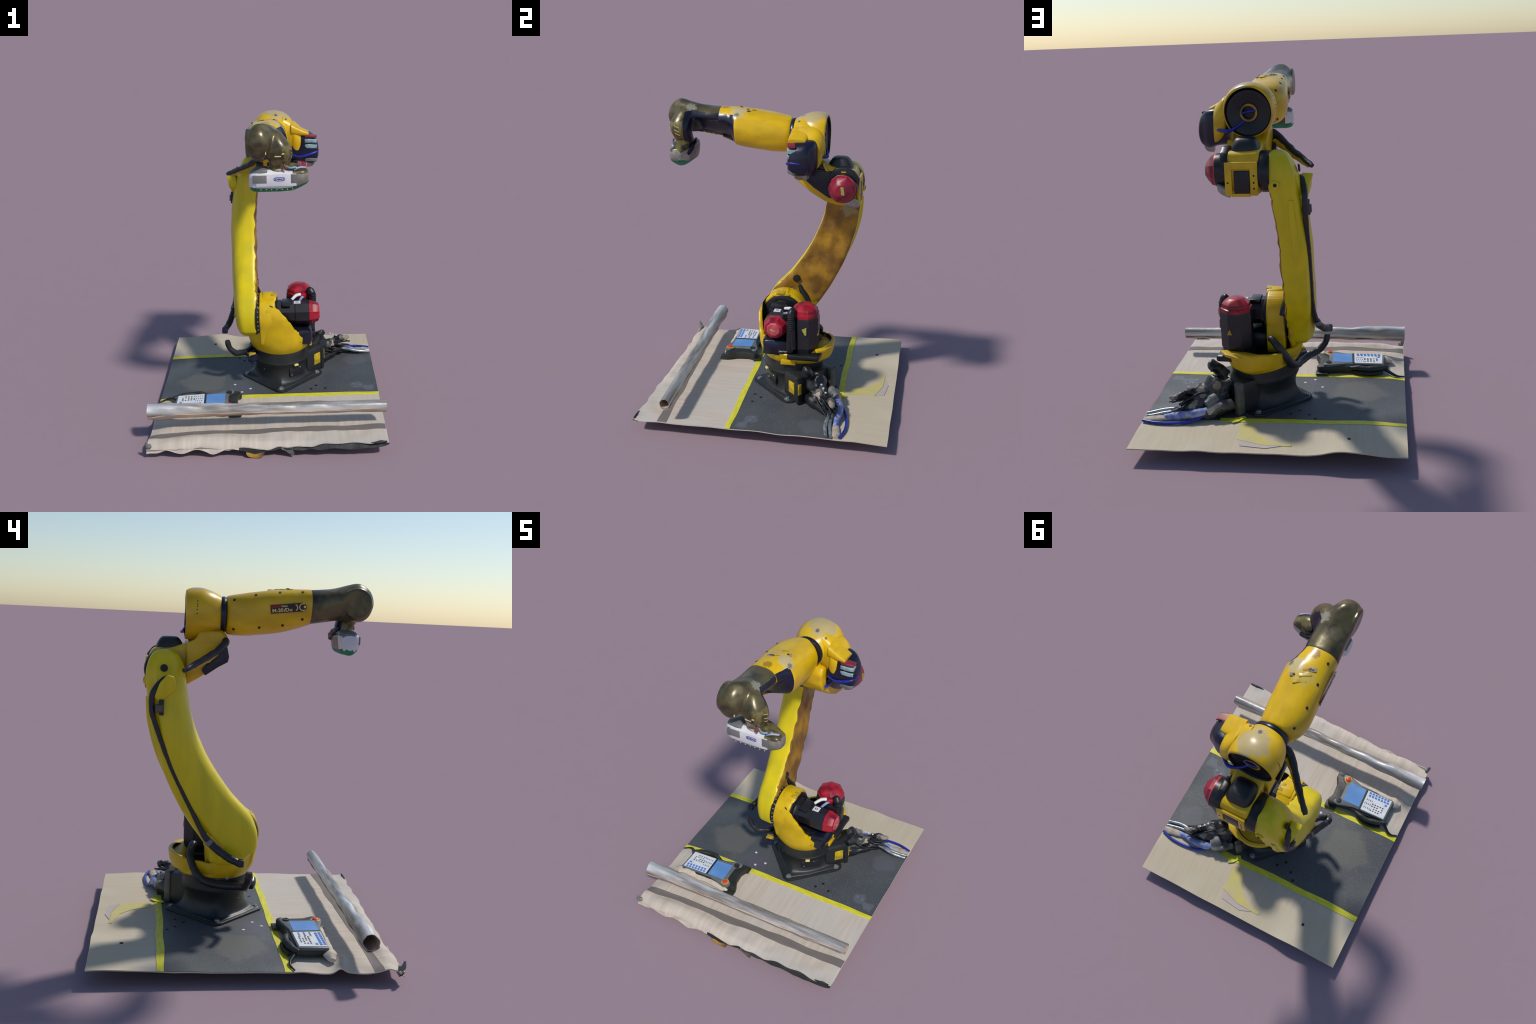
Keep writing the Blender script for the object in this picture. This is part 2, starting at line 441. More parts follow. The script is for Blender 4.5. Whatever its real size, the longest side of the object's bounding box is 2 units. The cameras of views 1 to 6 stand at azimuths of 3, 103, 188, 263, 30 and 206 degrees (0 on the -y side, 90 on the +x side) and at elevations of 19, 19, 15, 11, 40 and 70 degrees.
def fz(x, y):
    """Height of the board surface: almost flat, rippled towards the front and the left edge."""
    h = .0890 + .005 * x - .013 * max(0, (-x - .5) / .24) ** 1.5 * max(0, min(1, (.62 - y) / .25)) + .005 * math.exp(-((x + .42) ** 2 + (y - .62) ** 2) / .03)
    if y > .6:
        h += min(1, (y - .6) / .2) * (-.008 + .010 * max(0, min(1, (-x - .3) / .3)) + .020 * math.exp(-((x + .42) / .13) ** 2))
    h += .003 * noise.noise(Vector((x * 2.1, y * 2.1, 3.1)))
    fr = max(0, (-y - .45) / .35)
    h += fr * (.012 * noise.noise(Vector((x * 3.0, y * 9, 7.7))) + .009 * noise.noise(Vector((x * 11, y * 11, 1.2))))
    lf = max(0, (-x - .45) / .29) * max(0, min(1, (-y - .1) / .2))
    h += lf * (.018 * noise.noise(Vector((x * 7, y * 8, 5.5))) - .006)
    h += .02 * math.exp(-((y + .72) / .035) ** 2) * max(0, min(1, (-x + .2) / .5)) * .6
    h += .034 * math.exp(-((y + .47 + .25 * (x + .7)) / .028) ** 2) * max(0, min(1, (-x - .56) / .12)) * (.8 + .5 * noise.noise(Vector((x * 12, y * 12, 2))))
    e1 = max(0, (abs(x) - .62) / .12) ** 1.5
    h += e1 * .008 * noise.noise(Vector((x * 2, y * 6.5, 4.0))) + max(0, (y - .70) / .1) * .007 * noise.noise(Vector((x * 7, 1.0, 6.0)))
    bk = max(0, (y - .6) / .2)
    h += bk * .004 * noise.noise(Vector((x * 3.4, 2.0, 9.0)))
    if y < -.76:
        h -= (-.76 - y) / .04 * (.03 + .04 * max(0, noise.noise(Vector((x * 7, .3, .4))))) * max(0, min(1, (.35 - x) / .3))
    return h

def sheet(name, x0, x1, ylo, yhi, nx, ny, lift, thick, material, parent, smooth=50, edge=0.0):
    """Patch that follows the board; ylo/yhi are functions of x."""
    top = []
    for j in range(ny + 1):
        for i in range(nx + 1):
            x = x0 + (x1 - x0) * i / nx
            a, b = ylo(x), yhi(x)
            y = a + (b - a) * j / ny
            top.append((x, y, fz(x, y) + lift))
    n = len(top)
    verts = top + [(x, y, z - thick) for x, y, z in top]
    W = nx + 1
    faces = []
    for j in range(ny):
        for i in range(nx):
            a = j * W + i
            faces.append((a, a + 1, a + 1 + W, a + W))
            faces.append((a + n, a + W + n, a + 1 + W + n, a + 1 + n))
    for i in range(nx):
        faces.append((i, i + n, i + 1 + n, i + 1))
        a = ny * W + i
        faces.append((a, a + 1, a + 1 + n, a + n))
    for j in range(ny):
        a = j * W
        faces.append((a, a + W, a + W + n, a + n))
        a = j * W + nx
        faces.append((a, a + n, a + W + n, a + W))
    return new_obj(name, verts, faces, material, parent, smooth)

wob = lambda x, a, s: a * noise.noise(Vector((x * 5, s, 0)))
front_edge = lambda x: -.790 + .016 * noise.noise(Vector((x * 11, 4.4, 0)))
sheet('board', -.738, .738, front_edge, lambda x: .799 + wob(x, .004, 2), 120, 130, 0, .006, 'paper', floor)
t1 = lambda x: -.187 + .012 * x
t2 = lambda x: .445 + .010 * x + .02 * max(0, (x + .1)) * 1.2
sheet('walkway_coating', -.7375, .7375, lambda x: t1(x), lambda x: t2(x), 110, 50, .0018, .002, 'mat', floor)
sheet('tape_strip', -.739, .739, lambda x: t1(x) - .018 + wob(x, .006, 1), lambda x: t1(x) + .018 + wob(x, .006, 8), 90, 4, .0036, .003, 'tape', floor)
sheet('tape_strip', -.739, .30, lambda x: t2(x) - .021 + wob(x, .006, 3), lambda x: t2(x) + .019 + wob(x, .006, 5), 70, 4, .0036, .003, 'tape', floor)
sheet('painted_shadow', -.735, .736, lambda x: -.688 + .052 * (x + .74) / 1.5 + wob(x, .012, 12), lambda x: -.640 + .062 * (x + .74) / 1.5 + wob(x, .01, 14), 80, 5, .0016, .0022, 'band', floor)  # cast shadow baked into the scan, laid on as a grey sheet

def patch(name, pts, lift, material, parent):
    bm = bmesh.new()
    n = len(pts)
    v = [bm.verts.new((x, y, fz(x, y) + lift)) for x, y in pts] + [bm.verts.new((x, y, fz(x, y) + lift - .003)) for x, y in pts]
    bm.faces.new(v[:n]); bm.faces.new(v[n:][::-1])
    for i in range(n):
        bm.faces.new((v[i], v[i + n], v[(i + 1) % n + n], v[(i + 1) % n]))
    bmesh.ops.recalc_face_normals(bm, faces=bm.faces)
    vv = [w.co.copy() for w in bm.verts]; bm.verts.index_update()
    ff = [tuple(w.index for w in f.verts) for f in bm.faces]; bm.free()
    return new_obj(name, vv, ff, material, parent, 30)
patch('worn_tape', [(.19, .49), (.16, .60), (.165, .672), (.02, .718), (-.13, .722), (-.135, .705), (.0, .67), (.06, .60), (.10, .50)], .003, 'tapeold', floor)
patch('lilac_tape', [(.165, .675), (.02, .721), (-.08, .724), (.0, .752), (.14, .735)], .0035, 'lilac', floor)
patch('tape_tag', [(.24, .475), (.215, .44), (.17, .415), (.155, .43), (.19, .48), (.22, .50)], .010, 'tape', floor)

def discs(name, pts, r, material, lift=.003):
    o = turned(name, (0, 0, 0), (0, 0, 1), [(0, r), (.0025, r), (.003, r * .8)], material, None, sides=12)
    place(o, [((x, y, fz(x, y) + lift), (0, 0, 1)) for x, y in pts], floor)
discs('anchor_hole', [(-.133, .309), (-.087, .355), (-.194, .357), (-.232, .401), (.287, -.107), (.323, -.059), (.384, -.102), (-.432, .639)], .0095, 'hole', .0005)
discs('anchor_cap', [(-.186, -.127), (-.129, -.081), (-.24, -.02)], .009, 'chip', .0005)
discs('anchor_cap', [(.58, -.05), (.62, -.06)], .012, 'bezel', .0005)

def ridge():
    st = [(-.66, -.455, -.41, .085, .105, 2), (-.62, -.462, -.395, .085, .128, 1.6), (-.55, -.460, -.395, .088, .134, 1.5), (-.42, -.456, -.395, .09, .132, 1.5), (-.30, -.462, -.395, .09, .132, 1.5), (-.24, -.458, -.40, .09, .122, 1.6), (-.20, -.445, -.41, .09, .102, 2)]
    return loft_box('scan_skirt_ridge', 'x', st, 'paper', floor, 6, 20, amp=.009, ns=26)  # skirt left by the scan beside the pendant, built as solid board
ridge()
# torn front trim: black rubber and flaps that droop below the board
def flap(name, xs, zs, y0, y1, material, n=6, sd=0.0):
    """Drooping torn strip: top edge at the board, bottom edge heights zs over xs."""
    verts, faces = [], []
    pts = spline(list(zip(xs, zs)), n)
    for x, z in pts:
        x = max(-.738, min(.738, x))
        top = fz(x, -.785) - .004
        wv = .006 * noise.noise(Vector((x * 18, sd, 0)))
        for q, (yy, zz) in enumerate(((y0 + .02, top), (y0 + wv, top * .75 + z * .25), (y1 + wv, z))):
            verts.append((x, max(-.801, yy), max(.0005, zz)))
        for q, (yy, zz) in enumerate(((y1 + wv + .005, z), (y0 + wv + .006, top * .75 + z * .25 - .003), (y0 + .022, top - .006))):
            verts.append((x, max(-.799, yy), max(.0015, zz)))
    for i in range(len(pts) - 1):
        for q in range(6):
            a, b = i * 6 + q, i * 6 + (q + 1) % 6
            faces.append((a, b, b + 6, a + 6))
    faces += [tuple(range(6)), tuple(range(len(verts) - 6, len(verts)))]
    return new_obj(name, verts, faces, material, floor, 40)
flap('torn_edge', [-.738, -.66, -.60, -.521, -.433, -.38, -.326, -.238, -.17], [.066, .064, .058, .033, .062, .05, .027, .062, .055], -.788, -.795, 'paper', 5, 1)
flap('rubber_trim', [-.17, -.13, -.07, -.02, .04, .10, .16], [.055, .045, .03, .04, .05, .06, .06], -.788, -.796, 'trim', 5, 2)
flap('hanging_scrap', [-.125, -.11, -.07, -.03, -.015], [.03, .010, .0, .008, .03], -.783, -.80, 'orange', 5, 3)
flap('hanging_scrap', [.09, .12, .15, .165, .17], [.06, .04, .016, .018, .06], -.787, -.798, 'greyjunk', 4, 4)
flap('rubber_trim', [.165, .22, .28, .33, .40, .47, .53, .60, .66, .70, .738], [.055, .05, .058, .05, .062, .056, .05, .06, .064, .07, .085], -.784, -.801, 'trim', 4, 5)
# curled front corners
tube('curled_corner', [(-.715, -.77, .078, .014), (-.728, -.785, .082, .014), (-.732, -.79, .10, .011), (-.730, -.793, .122, .005)], 'grey', floor, 4, 8)
tube('rubber_scrap', [(.62, -.79, .086, .006), (.69, -.792, .094, .009), (.728, -.79, .098, .006)], 'trim', floor, 4, 7, amp=.006)

# ================================================================== PIPE
pipe = empty('metal_pipe', (0, -.59, .17), 'long dented galvanised metal pipe lying above floor', 'pipe')
def make_pipe():
    n, m = 90, 20
    rings_o, rings_i = [], []
    for i in range(n + 1):
        t = i / n
        x = -.744 + 1.487 * t
        r = .046 - .013 * min(1, t / .35) if t < .35 else .033
        r *= 1 + .0
        cy = -.606 + .03 * t
        cz = .228 - .003 * t
        ro, ri = [], []
        dent = .010 if t < .72 else .010 * max(.15, (1 - (t - .72) / .1))
        for j in range(m):
            a = 2 * math.pi * j / m
            d = Vector((0, math.cos(a), math.sin(a)))
            k = noise.noise(Vector((x * 9, math.cos(a) * 1.3, math.sin(a) * 1.3 + 4))) * dent * (.5 + .5 * max(0, d.z + .4))
            c = Vector((x, cy, cz))
            ro.append(tuple(c + d * (r + k)))
            ri.append(tuple(c + d * (r + k - .003)))
        rings_o.append(ro); rings_i.append(ri)
    rings = rings_o + rings_i[::-1]
    v, f = skin(rings, cap=False)
    N = len(rings); 
    for j in range(m):
        a, b = j, (j + 1) % m
        f.append((a, b, (N - 1) * m + b, (N - 1) * m + a))
    half = (N // 2) * m
    def fm(c, nn):
        rr = Vector((0, c.y - (-.606 + .03 * (c.x + .744) / 1.487), c.z - .227))
        return 1 if rr.dot(nn) < 0 else 0
    return new_obj('pipe_wall', v, f, ['pipe', 'card'], pipe, 50, fm)
make_pipe()
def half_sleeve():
    """Torn cardboard sleeve that cups the lower front half of the pipe."""
    n, m = 80, 12
    rings = []
    for i in range(n + 1):
        t = i / n
        x = -.742 + 1.483 * t
        r = (.046 - .013 * min(1, t / .35) if t < .35 else .033) + .004
        cy, cz = -.606 + .03 * t, .228 - .003 * t
        a0 = 196 + 14 * noise.noise(Vector((x * 6, 1, 2)))
        a1 = 318 + 16 * noise.noise(Vector((x * 7, 5, 2)))
        ring = []
        for q, rr in ((0, r), (1, r - .005)):
            for j in range(m):
                jj = j if q == 0 else m - 1 - j
                a = math.radians(a0 + (a1 - a0) * jj / (m - 1))
                k = .006 * noise.noise(Vector((x * 8, math.cos(a) * 1.3, math.sin(a) * 1.3 + 4)))
                ring.append((x, cy + (rr + k) * math.cos(a), cz + (rr + k) * math.sin(a) * 1.12))
        rings.append(ring)
    v, f = skin(rings)
    return new_obj('reflection_sleeve', v, f, 'card', pipe, 50)  # cardboard colour here stands for the floor reflected in the metal
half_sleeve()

# ================================================================== PENDANT
pend = empty('teach_pendant', (-.42, -.31, .09), 'black handheld control pendant with blue screen and keypad', 'controller')
PR = Matrix.Translation((-.425, -.338, 0)) @ Matrix.Rotation(math.radians(3.0), 4, 'Z')
def pend_xf(o):
    o.data.transform(PR)
    return o
def ptop(u):   # height of the upper face along the long axis (u>0 is the stop-button end)
    return .150 + .035 * u
def pbox(name, outline, z0f, z1f, material, bevel=.006, parent=pend):
    o = prism(name, 'z', outline, 0, 1, material, None, 0)
    me = o.data
    for v in me.vertices:
        v.co.z = z1f(v.co.x) if v.co.z > .5 else z0f(v.co.x)
    if bevel:
        bm = bmesh.new(); bm.from_mesh(me)
        bmesh.ops.bevel(bm, geom=list(bm.edges), offset=bevel, segments=2, profile=.5, affect='EDGES', clamp_overlap=True)
        bm.to_mesh(me); bm.free()
        for p in me.polygons: p.use_smooth = True
        me.set_sharp_from_angle(angle=math.radians(40))
    me.transform(PR)
    o.parent = parent; o.matrix_parent_inverse = parent.matrix_world.inverted()
    return o
pbox('pendant_body', [(-.195, -.085), (-.05, -.095), (.10, -.10), (.235, -.115), (.252, -.09), (.225, -.03), (.222, .05), (.245, .10), (.225, .125), (.10, .105), (-.05, .10), (-.185, .092)],
     lambda u: .094, lambda u: ptop(u) - .012, 'pend', .012)
pbox('pendant_bezel', [(-.192, -.078), (.05, -.088), (.165, -.125), (.20, -.12), (.205, -.085), (.165, -.05), (.165, .055), (.20, .085), (.20, .11), (.17, .115), (.05, .085), (-.182, .085)],
     lambda u: ptop(u) - .02, lambda u: ptop(u), 'bezel', .007)
pbox('pendant_screen', [(.018, -.072), (.142, -.078), (.142, .066), (.018, .066)], lambda u: ptop(u) - .005, lambda u: ptop(u) + .0015, 'screen', .0)
pbox('pendant_keypad', [(-.178, -.072), (.004, -.076), (.004, .076), (-.170, .076)], lambda u: ptop(u) - .005, lambda u: ptop(u) + .0025, 'keys', .0)
pbox('keypad_hinge', [(.005, -.078), (.016, -.078), (.016, .078), (.005, .078)], lambda u: ptop(u) - .005, lambda u: ptop(u) + .004, 'pend', .0)
def key(name, u, v, w, h, material):
    return pbox(name, [(u - w, v - h), (u + w, v - h), (u + w, v + h), (u - w, v + h)], lambda q: ptop(q), lambda q: ptop(q) + .0045, material, 0)
for i in range(7):
    for j in range(2):
        key('blue_key', -.018 - i * .0225 - j * .003, -.064 + j * .020, .0075, .0065, 'keyblue')
key('blue_key', -.150, -.022, .008, .006, 'keyblue')
for i in range(5):
    for j in range(4):
        if (i + j * 3) % 7 != 6:
            key('dark_key', -.062 - i * .019, .006 + j * .016, .005, .0035, 'keydark' if j < 2 else 'grey')
for i in range(4):
    for j in range(3):
        key('print_mark', -.012 - i * .013 + (j % 2) * .005, -.012 + j * .03, .0022, .005, 'keyblue' if (i + j) % 2 else 'keydark')
o = turned('stop_button', (.166, -.090, ptop(.17) - .004), (0, 0, 1), [(0, .022), (.004, .022), (.005, .018), (.010, .018), (.013, .013), (.0135, .004)], 'stop', None)
pend_xf(o); o.parent = pend; o.matrix_parent_inverse = pend.matrix_world.inverted()
o = turned('button_collar', (.166, -.090, ptop(.17) - .006), (0, 0, 1), [(0, .027), (.006, .027), (.0075, .024)], 'sticker', None)
pend_xf(o); o.parent = pend; o.matrix_parent_inverse = pend.matrix_world.inverted()
o = turned('selector_knob', (.168, .078, ptop(.17) - .004), (0, 0, 1), [(0, .020), (.010, .018), (.011, .008), (.008, .006)], 'pend', None)
pend_xf(o); o.parent = pend; o.matrix_parent_inverse = pend.matrix_world.inverted()
tube('hand_strap', [(-.40, -.238, .128, .010), (-.45, -.224, .132, .017), (-.50, -.220, .126, .020), (-.57, -.235, .126, .020), (-.63, -.265, .124, .014)], 'pend', pend, 6, 10, amp=.004)
tube('hand_strap', [(-.41, -.235, .107, .008), (-.46, -.205, .106, .012), (-.53, -.198, .104, .012), (-.60, -.22, .106, .010)], 'black', pend, 6, 8, amp=.003)
tube('pendant_cable', [(-.61, -.255, .118, .012), (-.64, -.235, .108, .010), (-.67, -.215, .096, .009), (-.70, -.213, .086, .006), (-.735, -.228, .078, .005)], 'black', pend, 6, 8)
for s in (-.118, .118):
    o = box('rubber_foot', (.17, s - .03, .094), (.25, s + .03, .108), 'pend', None, .01)
    pend_xf(o); o.parent = pend; o.matrix_parent_inverse = pend.matrix_world.inverted()

# ================================================================== ROBOT
robot = empty('robot_arm', (.085, .13, .09), 'yellow industrial robot arm with black base and red motors', 'robot arm')
AX, AY = .085, .128

# --- base plate: square foot turned 45 degrees
plate = prism('base_plate', 'z', [(AX, AY - .285), (AX + .03, AY - .275), (AX + .275, AY - .03), (AX + .285, AY), (AX + .275, AY + .03), (AX + .03, AY + .275), (AX, AY + .285),
                          (AX - .03, AY + .275), (AX - .265, AY + .03), (AX - .275, AY), (AX - .265, AY - .03), (AX - .03, AY - .275)], .090, .104, 'base', robot, .003)
b = bolt_mesh('foot_bolt', .015, .014, 'steel')
place(b, [((.084, -.118, .102), (0, 0, 1)), ((.093, .376, .102), (0, 0, 1)), ((-.155, .122, .102), (0, 0, 1)), ((.333, .121, .102), (0, 0, 1))], plate)
w = turned('bolt_washer', (0, 0, 0), (0, 0, 1), [(0, .022), (.003, .022), (.004, .018)], 'steel', None, sides=16)
place(w, [((.084, -.118, .1015), (0, 0, 1)), ((.093, .376, .1015), (0, 0, 1)), ((-.155, .122, .1015), (0, 0, 1)), ((.333, .121, .1015), (0, 0, 1))], plate)
Rz = Matrix.Rotation(math.radians(45), 3, 'Z')
# levelling bars on the left-rear edge of the foot
d45 = Vector((-.7071, .7071, 0))
for (t0, t1_, off, zz, hh, mk) in ((-.14, .15, .165, .103, .010, 'base'), (-.02, .05, .150, .112, .016, 'grey'), (.04, .11, .152, .111, .010, 'grey')):
    c = Vector((AX, AY, zz)) + d45 * off + Vector((.7071, .7071, 0)) * (t0 + t1_) / 2
    box('edge_bar', (c.x - (t1_ - t0) / 2, c.y - .012, c.z), (c.x + (t1_ - t0) / 2, c.y + .012, c.z + hh), mk, plate, .002, rot=Rz)

# --- base casting: diamond foot turning into a round column
def base_casting():
    rings = []
    st = [(.100, .262, 1.12, .0), (.108, .255, 1.15, 0), (.118, .218, 1.25, 0), (.14, .194, 1.45, 0), (.175, .180, 1.7, 0), (.215, .182, 1.85, 0), (.245, .194, 1.95, 0), (.262, .200, 2, 0), (.27, .195, 2, 0), (.335, .196, 2, 0), (.345, .19, 2, 0)]
    for (z, r, n, _) in spline(st, 4):
        ring = []
        for j in range(64):
            c, s = sel(2 * math.pi * j / 64, max(1.05, n))
            th = math.degrees(math.atan2(s, c))
            fl = 1 - .09 * math.exp(-((th - 138) / 34) ** 2) * min(1, max(0, (z - .12) / .06))
            ring.append((AX + r * c * fl, AY + r * s * fl, z))
        rings.append(ring)
    v, f = skin(rings)
    v = rough_up(v, .003, 9, 2)
    return new_obj('base_column', v, f, 'base', robot, 40)
column = base_casting()
# rear-right connector cabinet
n45 = Vector((.7071, .7071, 0)); t45 = Vector((-.7071, .7071, 0))
def cab(n0, n1, t0, t1, z0, z1, name, mk, parent, bevel=.008, amp=.0, cuts=0):
    c = Vector((AX, AY, 0)) + n45 * (n0 + n1) / 2 + t45 * (t0 + t1) / 2
    return box(name, (c.x - (n1 - n0) / 2, c.y - (t1 - t0) / 2, z0), (c.x + (n1 - n0) / 2, c.y + (t1 - t0) / 2, z1), mk, parent, bevel, rot=Rz, amp=amp, cuts=cuts)
cabinet = cab(.10, .252, -.160, .12, .10, .284, 'connector_cabinet', 'base', robot, .012, .004, 2)
cab(.24, .285, .085, .125, .095, .288, 'cabinet_flange', 'greyjunk', cabinet, .006, .003, 1)
cab(.24, .268, -.165, -.135, .10, .26, 'cabinet_flange', 'base', cabinet, .006)
# column ledge, cover plates, small screws
prism('cover_plate', 'z', [(AX + .06, AY - .175), (AX + .155, AY - .105), (AX + .15, AY - .095), (AX + .055, AY - .165)], .15, .225, 'motor', column, .003)
b = bolt_mesh('cover_screw', .0045, .004, 'steel')
place(b, [((.158, -.036, .165), (.6, -.8, 0)), ((.215, .006, .205), (.6, -.8, 0)), ((-.03, -.003, .20), (-.7, -.7, 0))], column)
box('plate_tag', (.175, -.052, .240), (.205, -.036, .252), 'cream', column, .002, rot=Matrix.Rotation(math.radians(30), 3, 'Z'))
cab(.165, .225, -.1655, -.155, .155, .235, 'warning_sticker', 'sticker', cabinet, .001)
cab(.262, .272, -.162, -.138, .17, .245, 'warning_sticker', 'sticker', cabinet, .001)

SY, SZ = .045, .588
# --- turret bowl with scooped rim
def rim_height(deg):
    K = [(-180, .44), (-160, .50), (-140, .64), (-118, .70), (-104, .70), (-92, .67), (-82, .625), (-72, .575), (-62, .515), (-50, .45), (-35, .415), (-10, .405), (20, .41), (45, .435), (65, .455), (90, .45), (110, .44), (140, .42), (165, .42), (180, .44)]
    for (a, ha), (b2, hb) in zip(K, K[1:]):
        if a <= deg <= b2:
            t = (deg - a) / (b2 - a); t = t * t * (3 - 2 * t)
            return ha + (hb - ha) * t
    return .44
def turret():
    n = 96
    rings = [[] for _ in range(16)]
    for j in range(n):
        th = -180 + 360 * j / n
        rim = rim_height(th)
        c, s = math.cos(math.radians(th)), math.sin(math.radians(th))
        back = math.exp(-((th - 72) / 38) ** 2)
        bx = 1 + .17 * back - .20 * math.exp(-((th - 148) / 24) ** 2)
        prof = []
        zb = .338 - .02 * back
        for q in range(10):
            u = q / 9
            z = zb + (rim - zb) * u
            hz = (z - zb) / .09
            r = .188 + .042 * (1 - math.exp(-1.8 * hz)) + .005
            if z > .5:
                r -= 0
            r *= bx if u > .12 else 1 + (bx - 1) * .4
            prof.append((r, z))
        r, z = prof[-1]
        prof += [(r - .006, z + .006), (r - .022, z + .005), (r - .03, z - .01), (r - .038, .40 if rim > .43 else rim - .03), (.11, .395), (.02, .395)]
        for q, (r, z) in enumerate(prof):
            x = AX + r * c
            y = AY + r * s * 1.02
            yf = SY - math.sqrt(max(0, .1565 ** 2 - max(0, z - SZ) ** 2))
            if y < yf: y = yf - (yf - y) * .2 * (1 if z < .5 else 0)
            rings[q].append((x, y, z))
    v, f = skin(rings)
    v = rough_up(v, .004, 8, 4)
    return new_obj('turret', v, f, ['turret', 'black'], robot, 45, findex=lambda i: 1 if 11 * n <= i < 15 * n or i >= 16 * n else 0)
tur = turret()
# rear lip with holes and down-tab
lip = prism('turret_ledge', 'z', [(.0, .335), (.05, .375), (.12, .393), (.20, .392), (.27, .365), (.31, .31), (.25, .28), (.10, .30), (.02, .30)], .418, .436, 'turret', robot, .006)
lip.data.transform(Matrix.Translation((.15, .36, .427)) @ Matrix.Rotation(math.radians(-7), 4, 'Y') @ Matrix.Translation((-.15, -.36, -.427)))
box('ledge_tab', (.065, .335, .345), (.115, .35, .43), 'turret', lip, .004)
h = turned('ledge_hole', (0, 0, 0), (0, 0, 1), [(0, .006), (.002, .006)], 'hole', None, sides=10)
place(h, [((.06, .36, .4275), (0, 0, 1)), ((.09, .374, .431), (0, 0, 1)), ((.12, .38, .435), (0, 0, 1))], lip)
# right-hand apron label strip under the rim
prism('apron_strip', 'x', [(.07, .335), (.17, .335), (.165, .37), (.075, .37)], .285, .300, 'turret', tur, .003)

# --- shoulder housing (round upright between arm and motor)
SY, SZ = .045, .588
out = circle_pts(SY, SZ, .152, -12, 192, 30) + [(-.096, .52), (-.075, .42), (-.04, .36), (.16, .36), (.195, .42), (.197, .5)]
shoulder = prism('shoulder_housing', 'x', out, -.048, .058, 'turret', robot, .010, .003, 9, 3)
turned('gear_cover', (.05, SY, SZ), (1, 0, 0), [(0, .136), (.016, .135), (.022, .125), (.022, .10), (.030, .095)], 'black', shoulder, amp=.002)
prism('shoulder_bracket', 'x', [(-.035, .715), (.0, .735), (.03, .748), (.075, .745), (.10, .722), (.04, .70)], -.03, .068, 'turret', shoulder, .008, .008, 16, 2, cuts=1)
box('bracket_fin', (.035, .0, .728), (.07, .06, .748), 'sticker', shoulder, .004, amp=.004, cuts=1)
turned('shoulder_ring', (-.075, SY, SZ), (1, 0, 0), [(0, .142), (.03, .142)], 'black', robot)
b = bolt_mesh('ring_bolt', .005, .006, 'steel')
place(b, [((-.058, SY + .141 * math.cos(math.radians(a)), SZ + .141 * math.sin(math.radians(a))), (0, math.cos(math.radians(a)), math.sin(math.radians(a)))) for a in range(60, 320, 13)], shoulder)

# --- motors
def red_cap(origin, d, r, h, mk, parent, tw=.39, name='motor_cap', tip=.5):
    return turned(name, origin, d, [(0, r), (h * .28, r), (h * .33, r * .93), (h * .62, r * .9), (h * .95, r * tip * 1.25), (h, r * tip)], mk, parent, sides=8, twist=tw, smooth=25)
sm = turned('shoulder_motor', (.07, .04, .60), (1, 0, 0), [(0, .088), (.03, .088), (.034, .076), (.12, .076), (.124, .080), (.215, .080), (.218, .07)], 'motor', robot, sides=8, twist=math.pi / 8, smooth=25)
red_cap((.287, .04, .602), (1, 0, 0), .078, .066, 'red', sm, math.pi / 8, tip=.62)
turned('cap_face', (.33, .04, .604), (1, 0, 0), [(0, .056), (.014, .055), (.03, .040), (.031, .01)], 'pink', sm, sides=8, twist=math.pi / 8, smooth=25)
box('cap_label', (.3565, .018, .592), (.3625, .052, .606), 'olive', sm, .001, rot=Matrix.Rotation(math.radians(-30), 3, 'X'))
box('motor_label', (.185, .015, .671), (.23, .06, .6765), 'white', sm, .001)
box('label_print', (.198, .028, .676), (.204, .045, .6772), 'keydark', sm, 0)
box('label_print', (.210, .028, .676), (.216, .045, .6772), 'keydark', sm, 0)
box('motor_step', (.105, -.02, .665), (.165, .09, .684), 'motor', sm, .004)
tube('motor_lead', [(.22, .08, .66, .008), (.24, .12, .675, .009), (.25, .15, .665, .009)], 'bluecloth', sm, 5, 8)
tube('motor_lead', [(.17, .08, .675, .010), (.20, .12, .69, .012), (.23, .14, .69, .012)], 'white', sm, 5, 8)

wm = turned('waist_motor', (.222, .222, .40), (0, 0, 1), [(0, .084), (.05, .088), (.06, .094), (.25, .096), (.27, .090)], 'motor', robot, sides=8, twist=math.pi / 8, smooth=25)
red_cap((.222, .222, .665), (0, 0, 1), .092, .076, 'red', wm, math.pi / 8, tip=.45)
prism('warning_triangle', 'y', [(.236, .545), (.264, .545), (.250, .578)], .305, .3125, 'sticker', wm, 0)
tube('ribbed_connector', [(.285, .165, .722, .016), (.30, .150, .715, .022), (.312, .145, .69, .024), (.314, .15, .64, .023), (.312, .155, .56, .022), (.310, .16, .46, .018)], 'black', wm, 6, 10, amp=.005, ns=40)
for i in range(7):
    turned('connector_rib', (.312, .149, .60 + i * .014), (.05, -.1, 1), [(0, .026), (.004, .028), (.008, .026)], 'motor', wm, sides=12)
box('motor_flank', (.205, .115, .43), (.325, .16, .655), 'motor', wm, .012, amp=.004, cuts=1)
prism('motor_sticker', 'x', [(.215, .60), (.245, .615), (.245, .565), (.235, .56)], .315, .3195, 'olive', wm, 0)
box('motor_base', (.12, .12, .385), (.33, .33, .425), 'black', wm, .012, amp=.006, cuts=2)
